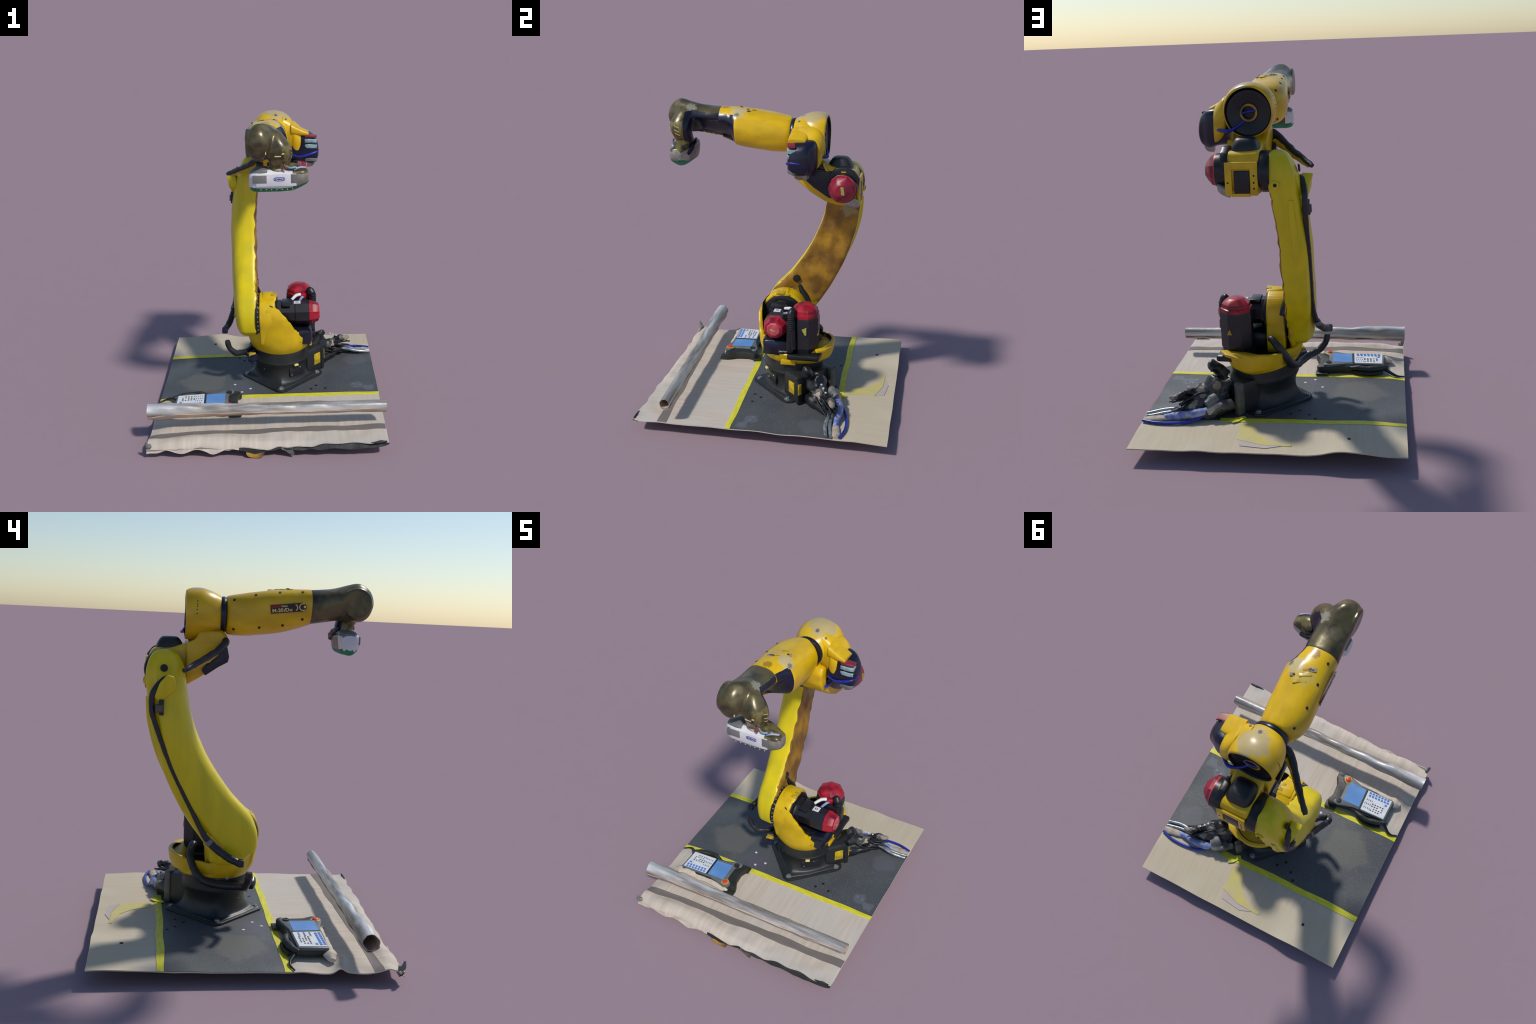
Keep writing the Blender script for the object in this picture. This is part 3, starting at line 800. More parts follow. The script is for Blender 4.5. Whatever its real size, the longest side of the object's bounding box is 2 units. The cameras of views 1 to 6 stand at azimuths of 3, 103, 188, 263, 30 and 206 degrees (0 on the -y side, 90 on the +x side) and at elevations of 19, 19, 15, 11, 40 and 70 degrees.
# clutter in the bowl below the shoulder motor
tube('bowl_cable', [(.12, -.055, .43, .013), (.18, -.062, .425, .015), (.24, -.02, .42, .016), (.29, .06, .42, .016), (.295, .12, .43, .014)], 'black', tur, 6, 9, amp=.008, ns=40)
tube('bowl_cable', [(.10, -.03, .50, .016), (.14, -.05, .45, .016), (.19, -.04, .41, .015)], 'navy', tur, 5, 9, amp=.005)
box('bowl_bracket', (.165, -.066, .455), (.215, -.03, .492), 'turret', tur, .004)
box('pocket_fill', (.05, -.05, .39), (.25, .15, .505), 'black', tur, .025, amp=.010, cuts=2)  # filler block added to make the turret pocket shallower
box('pocket_fill_step', (.18, -.05, .39), (.300, .13, .505), 'navy', tur, .02, amp=.010, cuts=2)  # second filler block added under the shoulder motor

# --- lower arm
def lower_arm():
    # spine: y, z, half thickness, outer x, inner x  (bottom lobe to elbow dome)
    S = [(.062, .438, .030, -.165, -.085), (.058, .450, .080, -.186, -.075), (.054, .49, .122, -.206, -.067), (.056, .56, .146, -.217, -.065), (.076, .625, .150, -.225, -.062),
         (.128, .69, .144, -.230, -.062), (.212, .80, .136, -.236, -.066), (.309, .965, .126, -.240, -.070), (.385, 1.15, .116, -.238, -.068), (.420, 1.30, .110, -.225, -.056),
         (.434, 1.40, .108, -.207, -.042), (.442, 1.47, .105, -.188, -.034), (.446, 1.53, .095, -.168, -.032), (.447, 1.575, .072, -.145, -.034), (.447, 1.598, .040, -.122, -.045), (.447, 1.606, .012, -.10, -.07)]
    P = [(-1, .74), (-.97, .52), (-.88, .33), (-.68, .16), (-.40, .06), (-.05, .0), (.30, .0), (.50, .03), (.60, .10), (.78, .14), (.94, .22), (1.0, .42), (1.0, .82), (.93, .98), (.6, 1.0), (.2, 1.0), (-.2, 1.0), (-.6, 1.0), (-.92, .99), (-1, .90)]
    prof = spline(P, 3, closed=True)
    path = spline(S, 6)
    rings = []
    for i, (y, z, hw, xo, xi) in enumerate(path):
        a, b2 = path[max(0, i - 1)], path[min(len(path) - 1, i + 1)]
        t = Vector((0, b2[0] - a[0], b2[1] - a[1]))
        t = t.normalized() if t.length > 1e-6 else Vector((0, 0, 1))
        if z < .5:
            t = Vector((0, .35, .94)).lerp(t, .35).normalized()
        nrm = Vector((0, t.z, -t.y))    # towards the back
        r = []
        dome = max(0, min(1, (z - 1.40) / .1))
        for s, q in prof:
            if s > .4 and q < .5:            # the hose channel fades out on the dome
                q = q * (1 - dome) + dome * q * .35
            if s < .1 and q < .8:            # the leading corner is sharper on the lower lobe
                q *= .68 + .32 * max(0, min(1, (z - .75) / .35))
            x = xo + (xi - xo) * q
            p = Vector((x, y, z)) + nrm * hw * s
            if q > .9 and .62 < z < 1.38:
                p.x += .013 * noise.noise(Vector((p.y * 16, p.z * 16, 2))) + .006 * noise.noise(Vector((p.y * 40, p.z * 40, 5)))
            r.append(tuple(p))
        rings.append(r)
    v, f = skin(rings)
    v = rough_up(v, .003, 9, 3)
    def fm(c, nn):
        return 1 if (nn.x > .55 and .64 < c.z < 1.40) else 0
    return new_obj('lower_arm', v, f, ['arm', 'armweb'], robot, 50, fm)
larm = lower_arm()
turned('dome_plug', (-.184, .452, 1.512), (-1, 0, .12), [(0, .020), (.007, .020), (.008, .016)], 'hole', larm, sides=14)
turned('dome_boss', (-.075, .548, 1.44), (0, 1, .1), [(-.02, .024), (.008, .022), (.012, .016)], 'arm', larm, sides=16)
turned('boss_hole', (-.075, .558, 1.441), (0, 1, .1), [(0, .010), (.0035, .010)], 'hole', larm, sides=12)
# rear rib along the arm's back face
tube('back_rib', [(-.15, .528, 1.36, .018), (-.155, .514, 1.22, .020), (-.165, .46, 1.04, .020), (-.165, .375, .87, .018), (-.165, .29, .74, .010)], 'arm', larm, 6, 10)
turned('web_socket', (-.066, .115, .80), (1, 0, 0), [(0, .026), (.012, .024), (.013, .018)], 'black', larm, sides=12)
tube('web_strut', [(-.066, .135, .755, .012), (-.062, .15, .72, .018), (-.055, .175, .67, .026), (-.045, .19, .62, .026)], 'black', larm, 5, 9)

# hose bracket wing on the outer side of the elbow
wing = prism('hose_bracket', 'x', [(.385, 1.41), (.40, 1.475), (.435, 1.487), (.47, 1.44), (.50, 1.36), (.47, 1.33), (.43, 1.37)], -.245, -.185, 'arm', robot, .006, .005, 12, cuts=1)
for v in wing.data.vertices:
    if v.co.z > 1.43:
        v.co.x -= (v.co.z - 1.43) * .25
    v.co.x += max(0, 1.42 - v.co.z) * .25 if v.co.x < -.21 else 0
box('bracket_plate', (-.24, .45, 1.27), (-.20, .475, 1.35), 'black', wing, .005, amp=.006, cuts=1)
box('hose_clamp', (-.250, .455, 1.285), (-.215, .495, 1.325), 'greyjunk', wing, .005, amp=.003, cuts=1)

# long hose on the arm
tube('arm_hose', [(-.19, .425, 1.462, .014), (-.200, .452, 1.452, .016), (-.215, .495, 1.405, .016), (-.220, .512, 1.36, .015), (-.220, .508, 1.28, .015), (-.222, .484, 1.20, .0125), (-.224, .446, 1.10, .0125), (-.224, .400, .99, .0125),
                  (-.222, .340, .865, .0125), (-.220, .275, .735, .013), (-.224, .232, .65, .015), (-.235, .185, .585, .019), (-.25, .13, .54, .021), (-.27, .075, .508, .021), (-.285, .04, .494, .020), (-.292, .015, .482, .018)], 'hose', robot, 6, 12, amp=.002, ns=40)
box('hose_end', (-.31, .0, .468), (-.272, .038, .512), 'navy', robot, .008, amp=.004, cuts=1)
tube('hose_fitting', [(-.215, .21, .63, .012), (-.215, .17, .60, .016), (-.22, .11, .55, .014)], 'sticker', robot, 4, 8, amp=.006)
tube('hose_fitting', [(-.24, .20, .60, .016), (-.236, .19, .588, .0215), (-.239, .178, .577, .0215)], 'grey', robot, 3, 12)
# scan webbing below the arm lobe, rebuilt as loose sleeves
tube('scan_webbing', [(-.165, .20, .575, .012), (-.148, .165, .50, .016), (-.125, .125, .43, .020), (-.108, .09, .37, .020), (-.10, .07, .335, .012)], 'tan', robot, 5, 8, amp=.008, flat=.6)
tube('scan_webbing', [(-.08, .20, .60, .02), (-.085, .18, .52, .025), (-.09, .15, .44, .025), (-.09, .12, .37, .02)], 'turret', robot, 5, 8, amp=.008, flat=.7)

# lower hose loop around the column
tube('loop_hose', [(.03, .25, .50, .016), (.015, .262, .502, .020), (-.02, .280, .465, .022), (-.055, .268, .41, .022), (-.085, .238, .352, .022), (-.110, .180, .318, .022), (-.125, .11, .308, .022), (-.155, .045, .312, .022), (-.19, .005, .322, .021), (-.225, -.02, .335, .020), (-.258, -.028, .37, .019), (-.272, -.032, .41, .020), (-.274, -.034, .432, .017)], 'hose', robot, 6, 12, amp=.003, ns=30)
tube('loop_scan_webbing', [(-.08, .10, .30, .02), (-.095, .05, .30, .026), (-.11, .01, .312, .024), (-.15, -.015, .318, .016)], 'base', robot, 5, 9, amp=.006, flat=.8)  # webbing left by the scan between hose and column, built as a lump
box('loop_fitting', (-.13, -.065, .31), (-.085, -.03, .345), 'sticker', robot, .006, amp=.004, cuts=1)
tube('loop_fitting', [(-.13, -.06, .30, .02), (-.10, -.07, .315, .024), (-.07, -.08, .33, .02)], 'navy', robot, 4, 9, amp=.005)

# --- elbow casting
EY, EZ = .452, 1.497
turned('elbow_ring', (-.045, EY, EZ), (1, 0, 0), [(0, .104), (.01, .108), (.045, .108), (.058, .100)], 'black', robot, amp=.002)
out = [(.532, 1.58), (.508, 1.608), (.40, 1.618), (.345, 1.635), (.29, 1.655), (.265, 1.70), (.14, 1.72), (.105, 1.68), (.112, 1.60), (.140, 1.552), (.24, 1.465), (.335, 1.408), (.42, 1.382), (.49, 1.384), (.53, 1.41), (.544, 1.50)]
elbow = prism('elbow_casting', 'x', out, .008, .180, 'fore', robot, .018, .004, 9, 3, cuts=1)
# window in the rear face
def frame_window():
    box('window_panel', (.055, .540, 1.398), (.135, .5515, 1.515), 'black', elbow, .004)
    box('window_frame', (.145, .532, 1.388), (.182, .553, 1.56), 'fore', elbow, .006)
    box('window_frame', (.012, .532, 1.388), (.052, .554, 1.53), 'fore', elbow, .006)
    box('window_frame', (.012, .532, 1.52), (.182, .552, 1.56), 'fore', elbow, .008)
    box('window_frame', (.05, .532, 1.382), (.15, .5505, 1.40), 'fore', elbow, .004)
    hh = turned('frame_hole', (0, 0, 0), (0, 0, 1), [(0, .005), (.002, .005)], 'hole', None, sides=10)
    place(hh, [((.166, .5522, 1.455), (0, 1, 0)), ((.032, .5532, 1.49), (0, 1, 0)), ((.032, .5532, 1.455), (0, 1, 0)), ((.032, .5532, 1.425), (0, 1, 0))], elbow)
frame_window()
prism('casting_cheek', 'x', [(.335, 1.44), (.335, 1.635), (.285, 1.665), (.265, 1.71), (.15, 1.71), (.118, 1.67), (.125, 1.60), (.155, 1.56), (.245, 1.475)], -.012, .03, 'fore', elbow, .010, .004, 9, 3, cuts=1)
loft_box('elbow_hood', 'z', [(1.60, .015, .165, .345, .50, 4), (1.63, .02, .155, .352, .492, 4), (1.658, .032, .142, .370, .475, 3.5), (1.668, .045, .13, .385, .46, 3)], 'base', elbow, amp=.004)
# dark well on the +x side of the casting
prism('casting_well', 'x', [(.44, 1.60), (.36, 1.60), (.33, 1.64), (.17, 1.62), (.17, 1.585), (.27, 1.495), (.36, 1.435), (.44, 1.42)], .175, .192, 'navy', elbow, .006)
prism('casting_rib', 'x', [(.365, 1.60), (.335, 1.645), (.325, 1.648), (.345, 1.60)], .17, .20, 'fore', elbow, .004)
tube('well_cable', [(.19, .36, 1.60, .008), (.20, .30, 1.61, .009), (.21, .25, 1.60, .009)], 'navy', elbow, 5, 8)
tube('well_cable', [(.20, .13, 1.60, .010), (.195, .16, 1.585, .011), (.19, .21, 1.575, .010), (.19, .26, 1.58, .008)], 'bluehose', elbow, 5, 8)
# motor on the elbow
em = turned('elbow_motor', (.17, .452, 1.505), (1, 0, 0), [(0, .092), (.03, .092), (.066, .088), (.070, .083)], 'motor', robot, sides=16, smooth=30, amp=.002)
turned('cap_ring', (.236, .451, 1.507), (1, 0, 0), [(0, .085), (.008, .084)], 'stop', em, sides=16)
turned('motor_cap', (.243, .450, 1.508), (1, 0, 0), [(0, .084), (.018, .079), (.042, .052), (.052, .036), (.053, .01)], 'maroon', em, sides=8, twist=.39, smooth=25)
prism('cap_label', 'x', [(.452, 1.485), (.472, 1.482), (.466, 1.53), (.448, 1.534)], .288, .2985, 'olive', em, 0)
loft_box('motor_bracket', 'x', [(.165, .47, .55, 1.375, 1.43, 3), (.20, .465, .545, 1.385, 1.44, 3), (.225, .47, .53, 1.40, 1.45, 3)], 'silver', em, amp=.006, ns=20)
prism('hood_flange', 'x', [(.37, 1.59), (.41, 1.628), (.47, 1.630), (.52, 1.605), (.548, 1.56), (.54, 1.50), (.36, 1.50)], .165, .205, 'black', em, .008, .004, cuts=1)
box('hood_tag', (.206, .44, 1.598), (.209, .47, 1.606), 'sticker', em, 0)

# --- forearm housing: barrel with sideways motor lobe
barrel = loft_box('forearm_housing', 'y', [(.285, .03, .13, 1.735, 1.835, 2), (.286, -.02, .18, 1.685, 1.885, 2), (.29, -.032, .195, 1.672, 1.898, 2), (.325, -.036, .203, 1.666, 1.906, 2), (.340, -.038, .206, 1.664, 1.910, 2), (.343, -.043, .211, 1.659, 1.916, 2), (.335, -.050, .217, 1.655, 1.926, 2.1), (.30, -.056, .220, 1.655, 1.938, 2.1), (.25, -.056, .213, 1.665, 1.940, 2.1), (.20, -.044, .198, 1.68, 1.925, 2.1), (.165, -.025, .18, 1.695, 1.908, 2), (.142, -.008, .16, 1.71, 1.893, 2)],
                  ['barrel', 'black'], robot, amp=.004, ns=8, fmat=lambda c, n: 1 if (c.y > .28 and (n.x * (c.x - .083) + n.z * (c.z - 1.788)) < .004 and n.y > -.3) else 0)
back = turned('rear_cover', (.083, .288, 1.784), (0, 1, 0), [(.004, .002), (.004, .036), (.028, .044), (.033, .050), (.034, .085), (.040, .098), (.040, .116)], 'black', barrel, m=40, cap=False)
for (r0, r1) in ((.035, .047),):
    n = 36
    turned('cover_ring', (.083, .3195, 1.784), (0, 1, 0), [(0, r0), (.006, r0), (.006, r1), (0, r1)], 'orange', back, m=n, cap=False)
tube('blue_cable', [(.045, .322, 1.795, .006), (.08, .327, 1.79, .007), (.12, .326, 1.782, .006)], 'bluehose', back, 5, 8)
tube('blue_cable', [(.105, .320, 1.745, .006), (.135, .338, 1.722, .008), (.17, .350, 1.700, .009), (.21, .355, 1.695, .010), (.25, .325, 1.70, .009)], 'bluehose', back, 5, 8)
lobe = loft_box('side_lobe', 'x', [(.150, .15, .275, 1.69, 1.91, 2.4), (.200, .147, .285, 1.67, 1.88, 2.6), (.206, .146, .325, 1.655, 1.872, 2.8), (.222, .14, .34, 1.64, 1.865, 2.8), (.25, .14, .335, 1.625, 1.838, 3), (.272, .144, .322, 1.615, 1.815, 3)], 'fore', robot, amp=.004, ns=9)
mbox = loft_box('lobe_motor', 'x', [(.20, .150, .325, 1.61, 1.79, 3), (.26, .140, .312, 1.612, 1.806, 4.5), (.31, .137, .298, 1.598, 1.798, 4.5), (.342, .140, .275, 1.602, 1.782, 4.2), (.364, .150, .265, 1.620, 1.755, 2.7), (.374, .17, .24, 1.65, 1.72, 2)], 'navy', robot, amp=.004, ns=10, smooth=32)
for (z0, z1, mk) in ((1.775, 1.793, 'stripered'), (1.742, 1.768, 'stripe'), (1.705, 1.735, 'stripe'), (1.62, 1.645, 'bezel')):
    loft_box('motor_stripe', 'x', [(.285, .137, .185, z0, z1, 6), (.315, .1335, .185, z0, z1, 6), (.342, .138, .185, z0 - .002, z1 - .004, 6), (.362, .147, .19, z0 - .004, z1 - .008, 6)], mk, mbox)
tube('blue_cable', [(.20, .148, 1.665, .007), (.25, .134, 1.655, .008), (.30, .130, 1.665, .009), (.34, .138, 1.675, .009), (.360, .152, 1.682, .008), (.369, .19, 1.682, .008), (.363, .25, 1.675, .007)], 'bluehose', mbox, 6, 8)
loft_box('lobe_visor', 'x', [(.20, .138, .25, 1.79, 1.868, 3), (.26, .136, .25, 1.785, 1.836, 3), (.312, .137, .24, 1.78, 1.810, 3)], 'fore', mbox, amp=.003)
loft_box('motor_foot', 'x', [(.30, .17, .26, 1.572, 1.62, 3), (.33, .18, .255, 1.575, 1.62, 3), (.345, .19, .25, 1.59, 1.62, 3)], 'silver', mbox, amp=.004)
mk_ = turned('barrel_mark', (0, 0, 0), (0, 0, 1), [(0, .004), (.0015, .004)], 'keydark', None, sides=6)
place(mk_, [snap(barrel, (-.07, .285, z), -.0005) for z in (1.875, 1.855, 1.84, 1.82, 1.80)], barrel)
turned('barrel_plug', (.165, .18, 1.893), (.4, -.25, .85), [(0, .008), (.004, .007)], 'grey', barrel, sides=10)

# --- collar and forearm
turned('forearm_collar', (.070, .150, 1.800), (-.02, -1, 0), [(0, .094), (.008, .097), (.022, .097), (.03, .092)], 'navy', robot, m=36)
def flank(y, s):
    """Right flank of the forearm: leans in at the top, and past the shoulder it is scooped out below."""
    k = max(0, min(1, (-.225 - y) / .05))
    e = max(0, min(1, (y + .53) / .07))
    k2 = k * e
    return (1 - k) * .022 * max(0, s) + k2 * .07 * max(0, min(1.1, .25 - s)) ** .8
FS = [(.122, .01, .135, 1.73, 1.875, 2.2), (.118, -.018, .148, 1.700, 1.897, 2.4), (.095, -.045, .158, 1.690, 1.906, 2.6), (.05, -.068, .164, 1.688, 1.914, 2.8), (0, -.078, .168, 1.690, 1.924, 2.9), (-.06, -.077, .170, 1.699, 1.934, 3.0),
      (-.12, -.073, .172, 1.706, 1.943, 3.0), (-.18, -.068, .175, 1.716, 1.950, 3.0), (-.215, -.066, .176, 1.724, 1.953, 2.9), (-.236, -.065, .168, 1.730, 1.954, 2.8), (-.262, -.064, .150, 1.738, 1.954, 2.6), (-.30, -.064, .136, 1.752, 1.955, 2.5), (-.334, -.064, .130, 1.764, 1.956, 2.4)]
fore = loft_box('forearm', 'y', FS, ['forearm', 'navy'], robot, k=6, m=56, amp=.003, ns=7, skew=flank,
                fmat=lambda c, n: 1 if (c.y < -.226 and c.x > .0 and n.x > .12 and n.z < .62) else 0)
WS = [(-.330, -.062, .128, 1.766, 1.955, 2.4), (-.37, -.061, .130, 1.773, 1.957, 2.5), (-.42, -.059, .132, 1.782, 1.961, 2.4), (-.46, -.057, .134, 1.790, 1.967, 2.3), (-.50, -.055, .134, 1.795, 1.977, 2.2), (-.54, -.053, .128, 1.793, 1.989, 2.2), (-.58, -.052, .108, 1.790, 2.000, 2.2), (-.61, -.050, .096, 1.790, 2.000, 2.1), (-.645, -.047, .080, 1.803, 1.983, 2.1), (-.67, -.040, .066, 1.83, 1.956, 2.0), (-.684, -.022, .046, 1.868, 1.92, 2.0)]
wrist_a = loft_box('wrist_a', 'y', WS, 'wrist', None, k=5, m=48, skew=flank)
wrist_c = turned('wrist_c', (-.040, -.588, 1.893), (-1, 0, 0), [(0, .084), (.010, .082), (.014, .074), (.015, .06)], 'wrist', None, m=30)
# hand that hangs to the right of the wrist
def path_loft(name, st, material, parent, k=6, m=32, amp=0, fmat=None):
    """(x,y,z, half_x, half_y, tilt about y in deg, roundness)"""
    rings = []
    for (x, y, z, a, b, tl, n) in spline(st, k):
        t = math.radians(tl)
        U = Vector((math.cos(t), 0, -math.sin(t))); V = Vector((0, 1, 0))
        r = []
        for j in range(m):
            c, s = sel(2 * math.pi * j / m, n)
            r.append(tuple(Vector((x, y, z)) + U * a * c + V * b * s))
        rings.append(r)
    v, f = skin(rings)
    if amp: v = rough_up(v, amp, 9)
    return new_obj(name, v, f, material, parent, 50, fmat)
wrist_b = path_loft('wrist_b', [(.075, -.55, 1.955, .02, .03, -15, 2), (.085, -.55, 1.93, .050, .052, -20, 2.1), (.105, -.565, 1.89, .062, .066, -25, 2.2), (.126, -.575, 1.855, .068, .069, -18, 2.2), (.134, -.575, 1.825, .068, .066, -6, 2.2), (.130, -.568, 1.795, .066, .061, 0, 2.2), (.126, -.557, 1.765, .057, .056, 3, 2.2), (.123, -.552, 1.745, .055, .054, 3, 2.3), (.122, -.552, 1.72, .055, .054, 0, 2.4)], 'wrist', None)
def fuse(name, parts, voxel, iters, material, parent, fmat, amp=.003):
    """Voxel-fuse overlapping lofts into one skin and soften the creases."""
    verts, faces = [], []
    for o in parts:
        n0 = len(verts)
        verts += [tuple(v.co) for v in o.data.vertices]
        faces += [tuple(i + n0 for i in p.vertices) for p in o.data.polygons]
        bpy.data.objects.remove(o, do_unlink=True)
    tmp = new_obj(name + '_tmp', verts, faces, material[0], None, None)
    r = tmp.modifiers.new('r', 'REMESH'); r.mode = 'VOXEL'; r.voxel_size = voxel
    sm_ = tmp.modifiers.new('s', 'SMOOTH'); sm_.factor = .5; sm_.iterations = iters
    bpy.context.view_layer.update()
    me = bpy.data.meshes.new_from_object(tmp.evaluated_get(bpy.context.evaluated_depsgraph_get()))
    vv = [tuple(v.co) for v in me.vertices]; ff = [tuple(p.vertices) for p in me.polygons]
    bpy.data.objects.remove(tmp, do_unlink=True)
    return new_obj(name, rough_up(vv, amp, 9), ff, material, parent, 60, fmat)
def wrist_tone(c, n):
    if c.z < 1.80 and n.y < .35 or (c.z < 1.885 and n.x > .25 and c.x > .12 and n.y < .3): return 1
    if c.y > -.545 and c.x > .0 and n.x > .12 and n.z < .62: return 2
    if n.y > .4 and c.z < 1.86: return 2
    if n.z < -.6 and c.y > -.5 and c.x > .0: return 2
    return 0
wrist = fuse('wrist', [wrist_a, wrist_b, wrist_c], .006, 5, ['wrist', 'wristgold', 'navy'], robot, wrist_tone)
hand = wrist
for (x, z, w2, h2) in ((.118, 1.803, .018, .003), (.082, 1.835, .003, .011), (.165, 1.828, .008, .004)):
    q, n_ = snap(wrist, (x, -.70, z))
    box('wrist_mark', (q.x - w2, q.y - .0012, q.z - h2), (q.x + w2, q.y + .004, q.z + h2), 'cream', wrist, 0)
for i in range(8):
    z = 1.885 - i * .012
    pts = [tuple(snap(wrist, (.26, yy, z - .01 * k))[0]) + (.0018,) for k, yy in enumerate((-.62, -.59, -.56))]
    tube('wrist_groove', pts, 'cream' if i % 3 == 1 else 'wristgold', wrist, 3, 6)
# forearm details
scr = turned('forearm_screw', (0, 0, 0), (0, 0, 1), [(0, .0075), (.003, .0075), (.0035, .005)], 'hole', None, sides=10)
place(scr, [snap(fore, q[0], -.001) for q in (((-.040, -.03, 1.908), (-.6, 0, .8)), ((-.036, -.16, 1.932), (-.6, 0, .8)), ((-.032, -.285, 1.942), (-.6, 0, .8)), ((-.058, -.285, 1.792), (-.8, 0, -.6)), ((-.062, -.05, 1.742), (-.8, 0, -.6)), ((-.038, .09, 1.885), (-.7, .1, .7)), ((-.040, .088, 1.722), (-.7, .1, -.7)), ((-.066, -.18, 1.752), (-.8, 0, -.6)))], fore)
# crumpled sticker remains on the top of the forearm
for (x, y, w_, h_, r_, mk) in ((.042, -.175, .034, .012, 32, 'haze'), (.055, -.135, .036, .014, 30, 'sticker'), (.02, -.215, .020, .013, 20, 'tan'), (.045, -.205, .022, .006, 38, 'orange'), (.10, -.15, .015, .010, 20, 'tan')):
    zt = snap(fore, (x, y, 1.98))[0].z - .0015
    o = box('sticker_remnant', (x - w_, y - h_, zt - .004), (x + w_, y + h_, zt + .0022), mk, fore, .002, rot=Matrix.Rotation(math.radians(r_), 3, 'Z'), amp=.003, cuts=2, ns=30)
for (x, y) in ((.018, -.212), (.032, -.208), (.096, -.152)):
    zt = snap(fore, (x, y, 1.98))[0].z + .0015
    box('sticker_dot', (x - .006, y - .003, zt), (x + .006, y + .003, zt + .003), 'plate', fore, 0, rot=Matrix.Rotation(.6, 3, 'Z'))

# nameplate on the outer side: dark sheet, slightly tilted, following the forearm slope
PO = Vector((-.0745, -.205, 1.850))
PRt = Vector((.03, -1, .117)).normalized(); PUp = Vector((0, .117, 1)).normalized()
def side_plate():
    pts = [(-.098, -.023), (.075, -.023), (.09, -.016), (.10, 0), (.09, .016), (.075, .023), (-.098, .023)]
    nn = PRt.cross(PUp)
    vs = [PO + PRt * a + PUp * b2 + nn * e for e in (.0, .004) for a, b2 in pts]
    k = len(pts)
    fs = [tuple(range(k)), tuple(range(k, 2 * k))] + [(i, (i + 1) % k, (i + 1) % k + k, i + k) for i in range(k)]
    return new_obj('nameplate', vs, fs, 'plate', fore, 30)
np_ = side_plate()
nn = PRt.cross(PUp)
A = lambda a, b2: PO + PRt * a + PUp * b2 + nn * .0042
lettering('lettering', 'FANUC', .016, 'brand_red', np_, A(-.094, .007), PRt, PUp, align='LEFT')
lettering('lettering', 'Robot', .013, 'cream', np_, A(-.040, .008), PRt, PUp)
lettering('lettering', 'M-20', .026, 'cream', np_, A(-.092, -.017), PRt, PUp, sx=1.12)
lettering('lettering', 'i', .030, 'cream', np_, A(-.029, -.017), PRt, PUp, shear=.3)
lettering('lettering', 'D', .026, 'cream', np_, A(-.020, -.017), PRt, PUp, sx=1.1)
lettering('lettering', '25', .016, 'cream', np_, A(.002, -.017), PRt, PUp, sx=1.1)
def emblem(c0, r0, r1, a0, a1, name):
    n = 20
    vs, fs = [], []
    for i in range(n + 1):
        t = math.radians(a0 + (a1 - a0) * i / n)
        for r in (r0, r1):
            for e in (.0, .0012):
                vs.append(A(c0 + r * math.cos(t), r * math.sin(t)) + nn * e)
    for i in range(n):
        k = i * 4
        fs += [(k, k + 4, k + 6, k + 2), (k + 1, k + 3, k + 7, k + 5), (k, k + 1, k + 5, k + 4), (k + 2, k + 6, k + 7, k + 3)]
    fs += [(0, 2, 3, 1), (4 * n, 4 * n + 1, 4 * n + 3, 4 * n + 2)]
    return new_obj(name, vs, fs, 'cream', np_, 30)
emblem(.076, .015, .020, 55, 305, 'emblem_ring')
emblem(.030, .015, .020, -65, 65, 'emblem_ring')
turned('emblem_dot', A(.088, 0), nn, [(-.001, .007), (.0014, .007)], 'cream', np_, sides=16)

# --- gripper head
GP = [(-.498, 1.700), (-.502, 1.720), (-.525, 1.736), (-.57, 1.740), (-.602, 1.730), (-.616, 1.71), (-.616, 1.648), (-.603, 1.622), (-.575, 1.606), (-.535, 1.614), (-.510, 1.64)]
gp = spline(GP, 3, closed=True)
def gripper():
    rings = []
    cy, cz = -.56, 1.675
    for (x, s) in ((-.047, .02), (-.046, .55), (-.038, .80), (-.022, .94), (0, 1), (.06, 1), (.13, 1), (.2, 1), (.235, .98), (.262, .92), (.282, .80), (.290, .6), (.291, .02)):
        tp = max(0, (x - .19) / .1)
        rings.append([(x, cy + (y - cy) * s * (1 - .35 * tp * (y > cy)), cz + (z - cz) * s * (1 - .45 * tp * (z < cz)) + .008 * tp) for y, z in gp])
    v, f = skin(rings)
    v = rough_up(v, .003, 9)
    def fm(c, n):
        if n.z < -.35: return 1
        if c.x > .20 and n.z > .2: return 2
        if c.x > .215: return 3
        if n.y > .2 and c.x > .02: return 4
        return 0
    return new_obj('gripper_head', v, f, ['white', 'green', 'wristgold', 'silver', 'wrist'], robot, 50, fm)
grip = gripper()
def front_plate(name, x0, x1, z0, z1, mk, lift=.0015):
    return box(name, (x0, -.6185 - lift, z0), (x1, -.6125, z1), mk, grip, .001)
front_plate('front_label', -.005, .222, 1.648, 1.717, 'white', .002)
front_plate('suction_pad', -.024, .055, 1.668, 1.712, 'grey', .004)
front_plate('suction_pad', .192, .230, 1.665, 1.715, 'grey', .004)
loft_box('head_cap', 'x', [(-.043, -.59, -.52, 1.68, 1.725, 3), (-.02, -.606, -.505, 1.70, 1.738, 3), (.03, -.612, -.503, 1.712, 1.745, 3), (.06, -.610, -.503, 1.715, 1.743, 3)], 'grey', grip, amp=.002)
loft_box('head_fitting', 'x', [(.17, -.60, -.51, 1.72, 1.765, 2.5), (.20, -.60, -.51, 1.715, 1.768, 2.5), (.24, -.595, -.52, 1.71, 1.755, 2.5), (.275, -.585, -.53, 1.69, 1.742, 2.5)], 'wristgold', grip, amp=.008, ns=20)
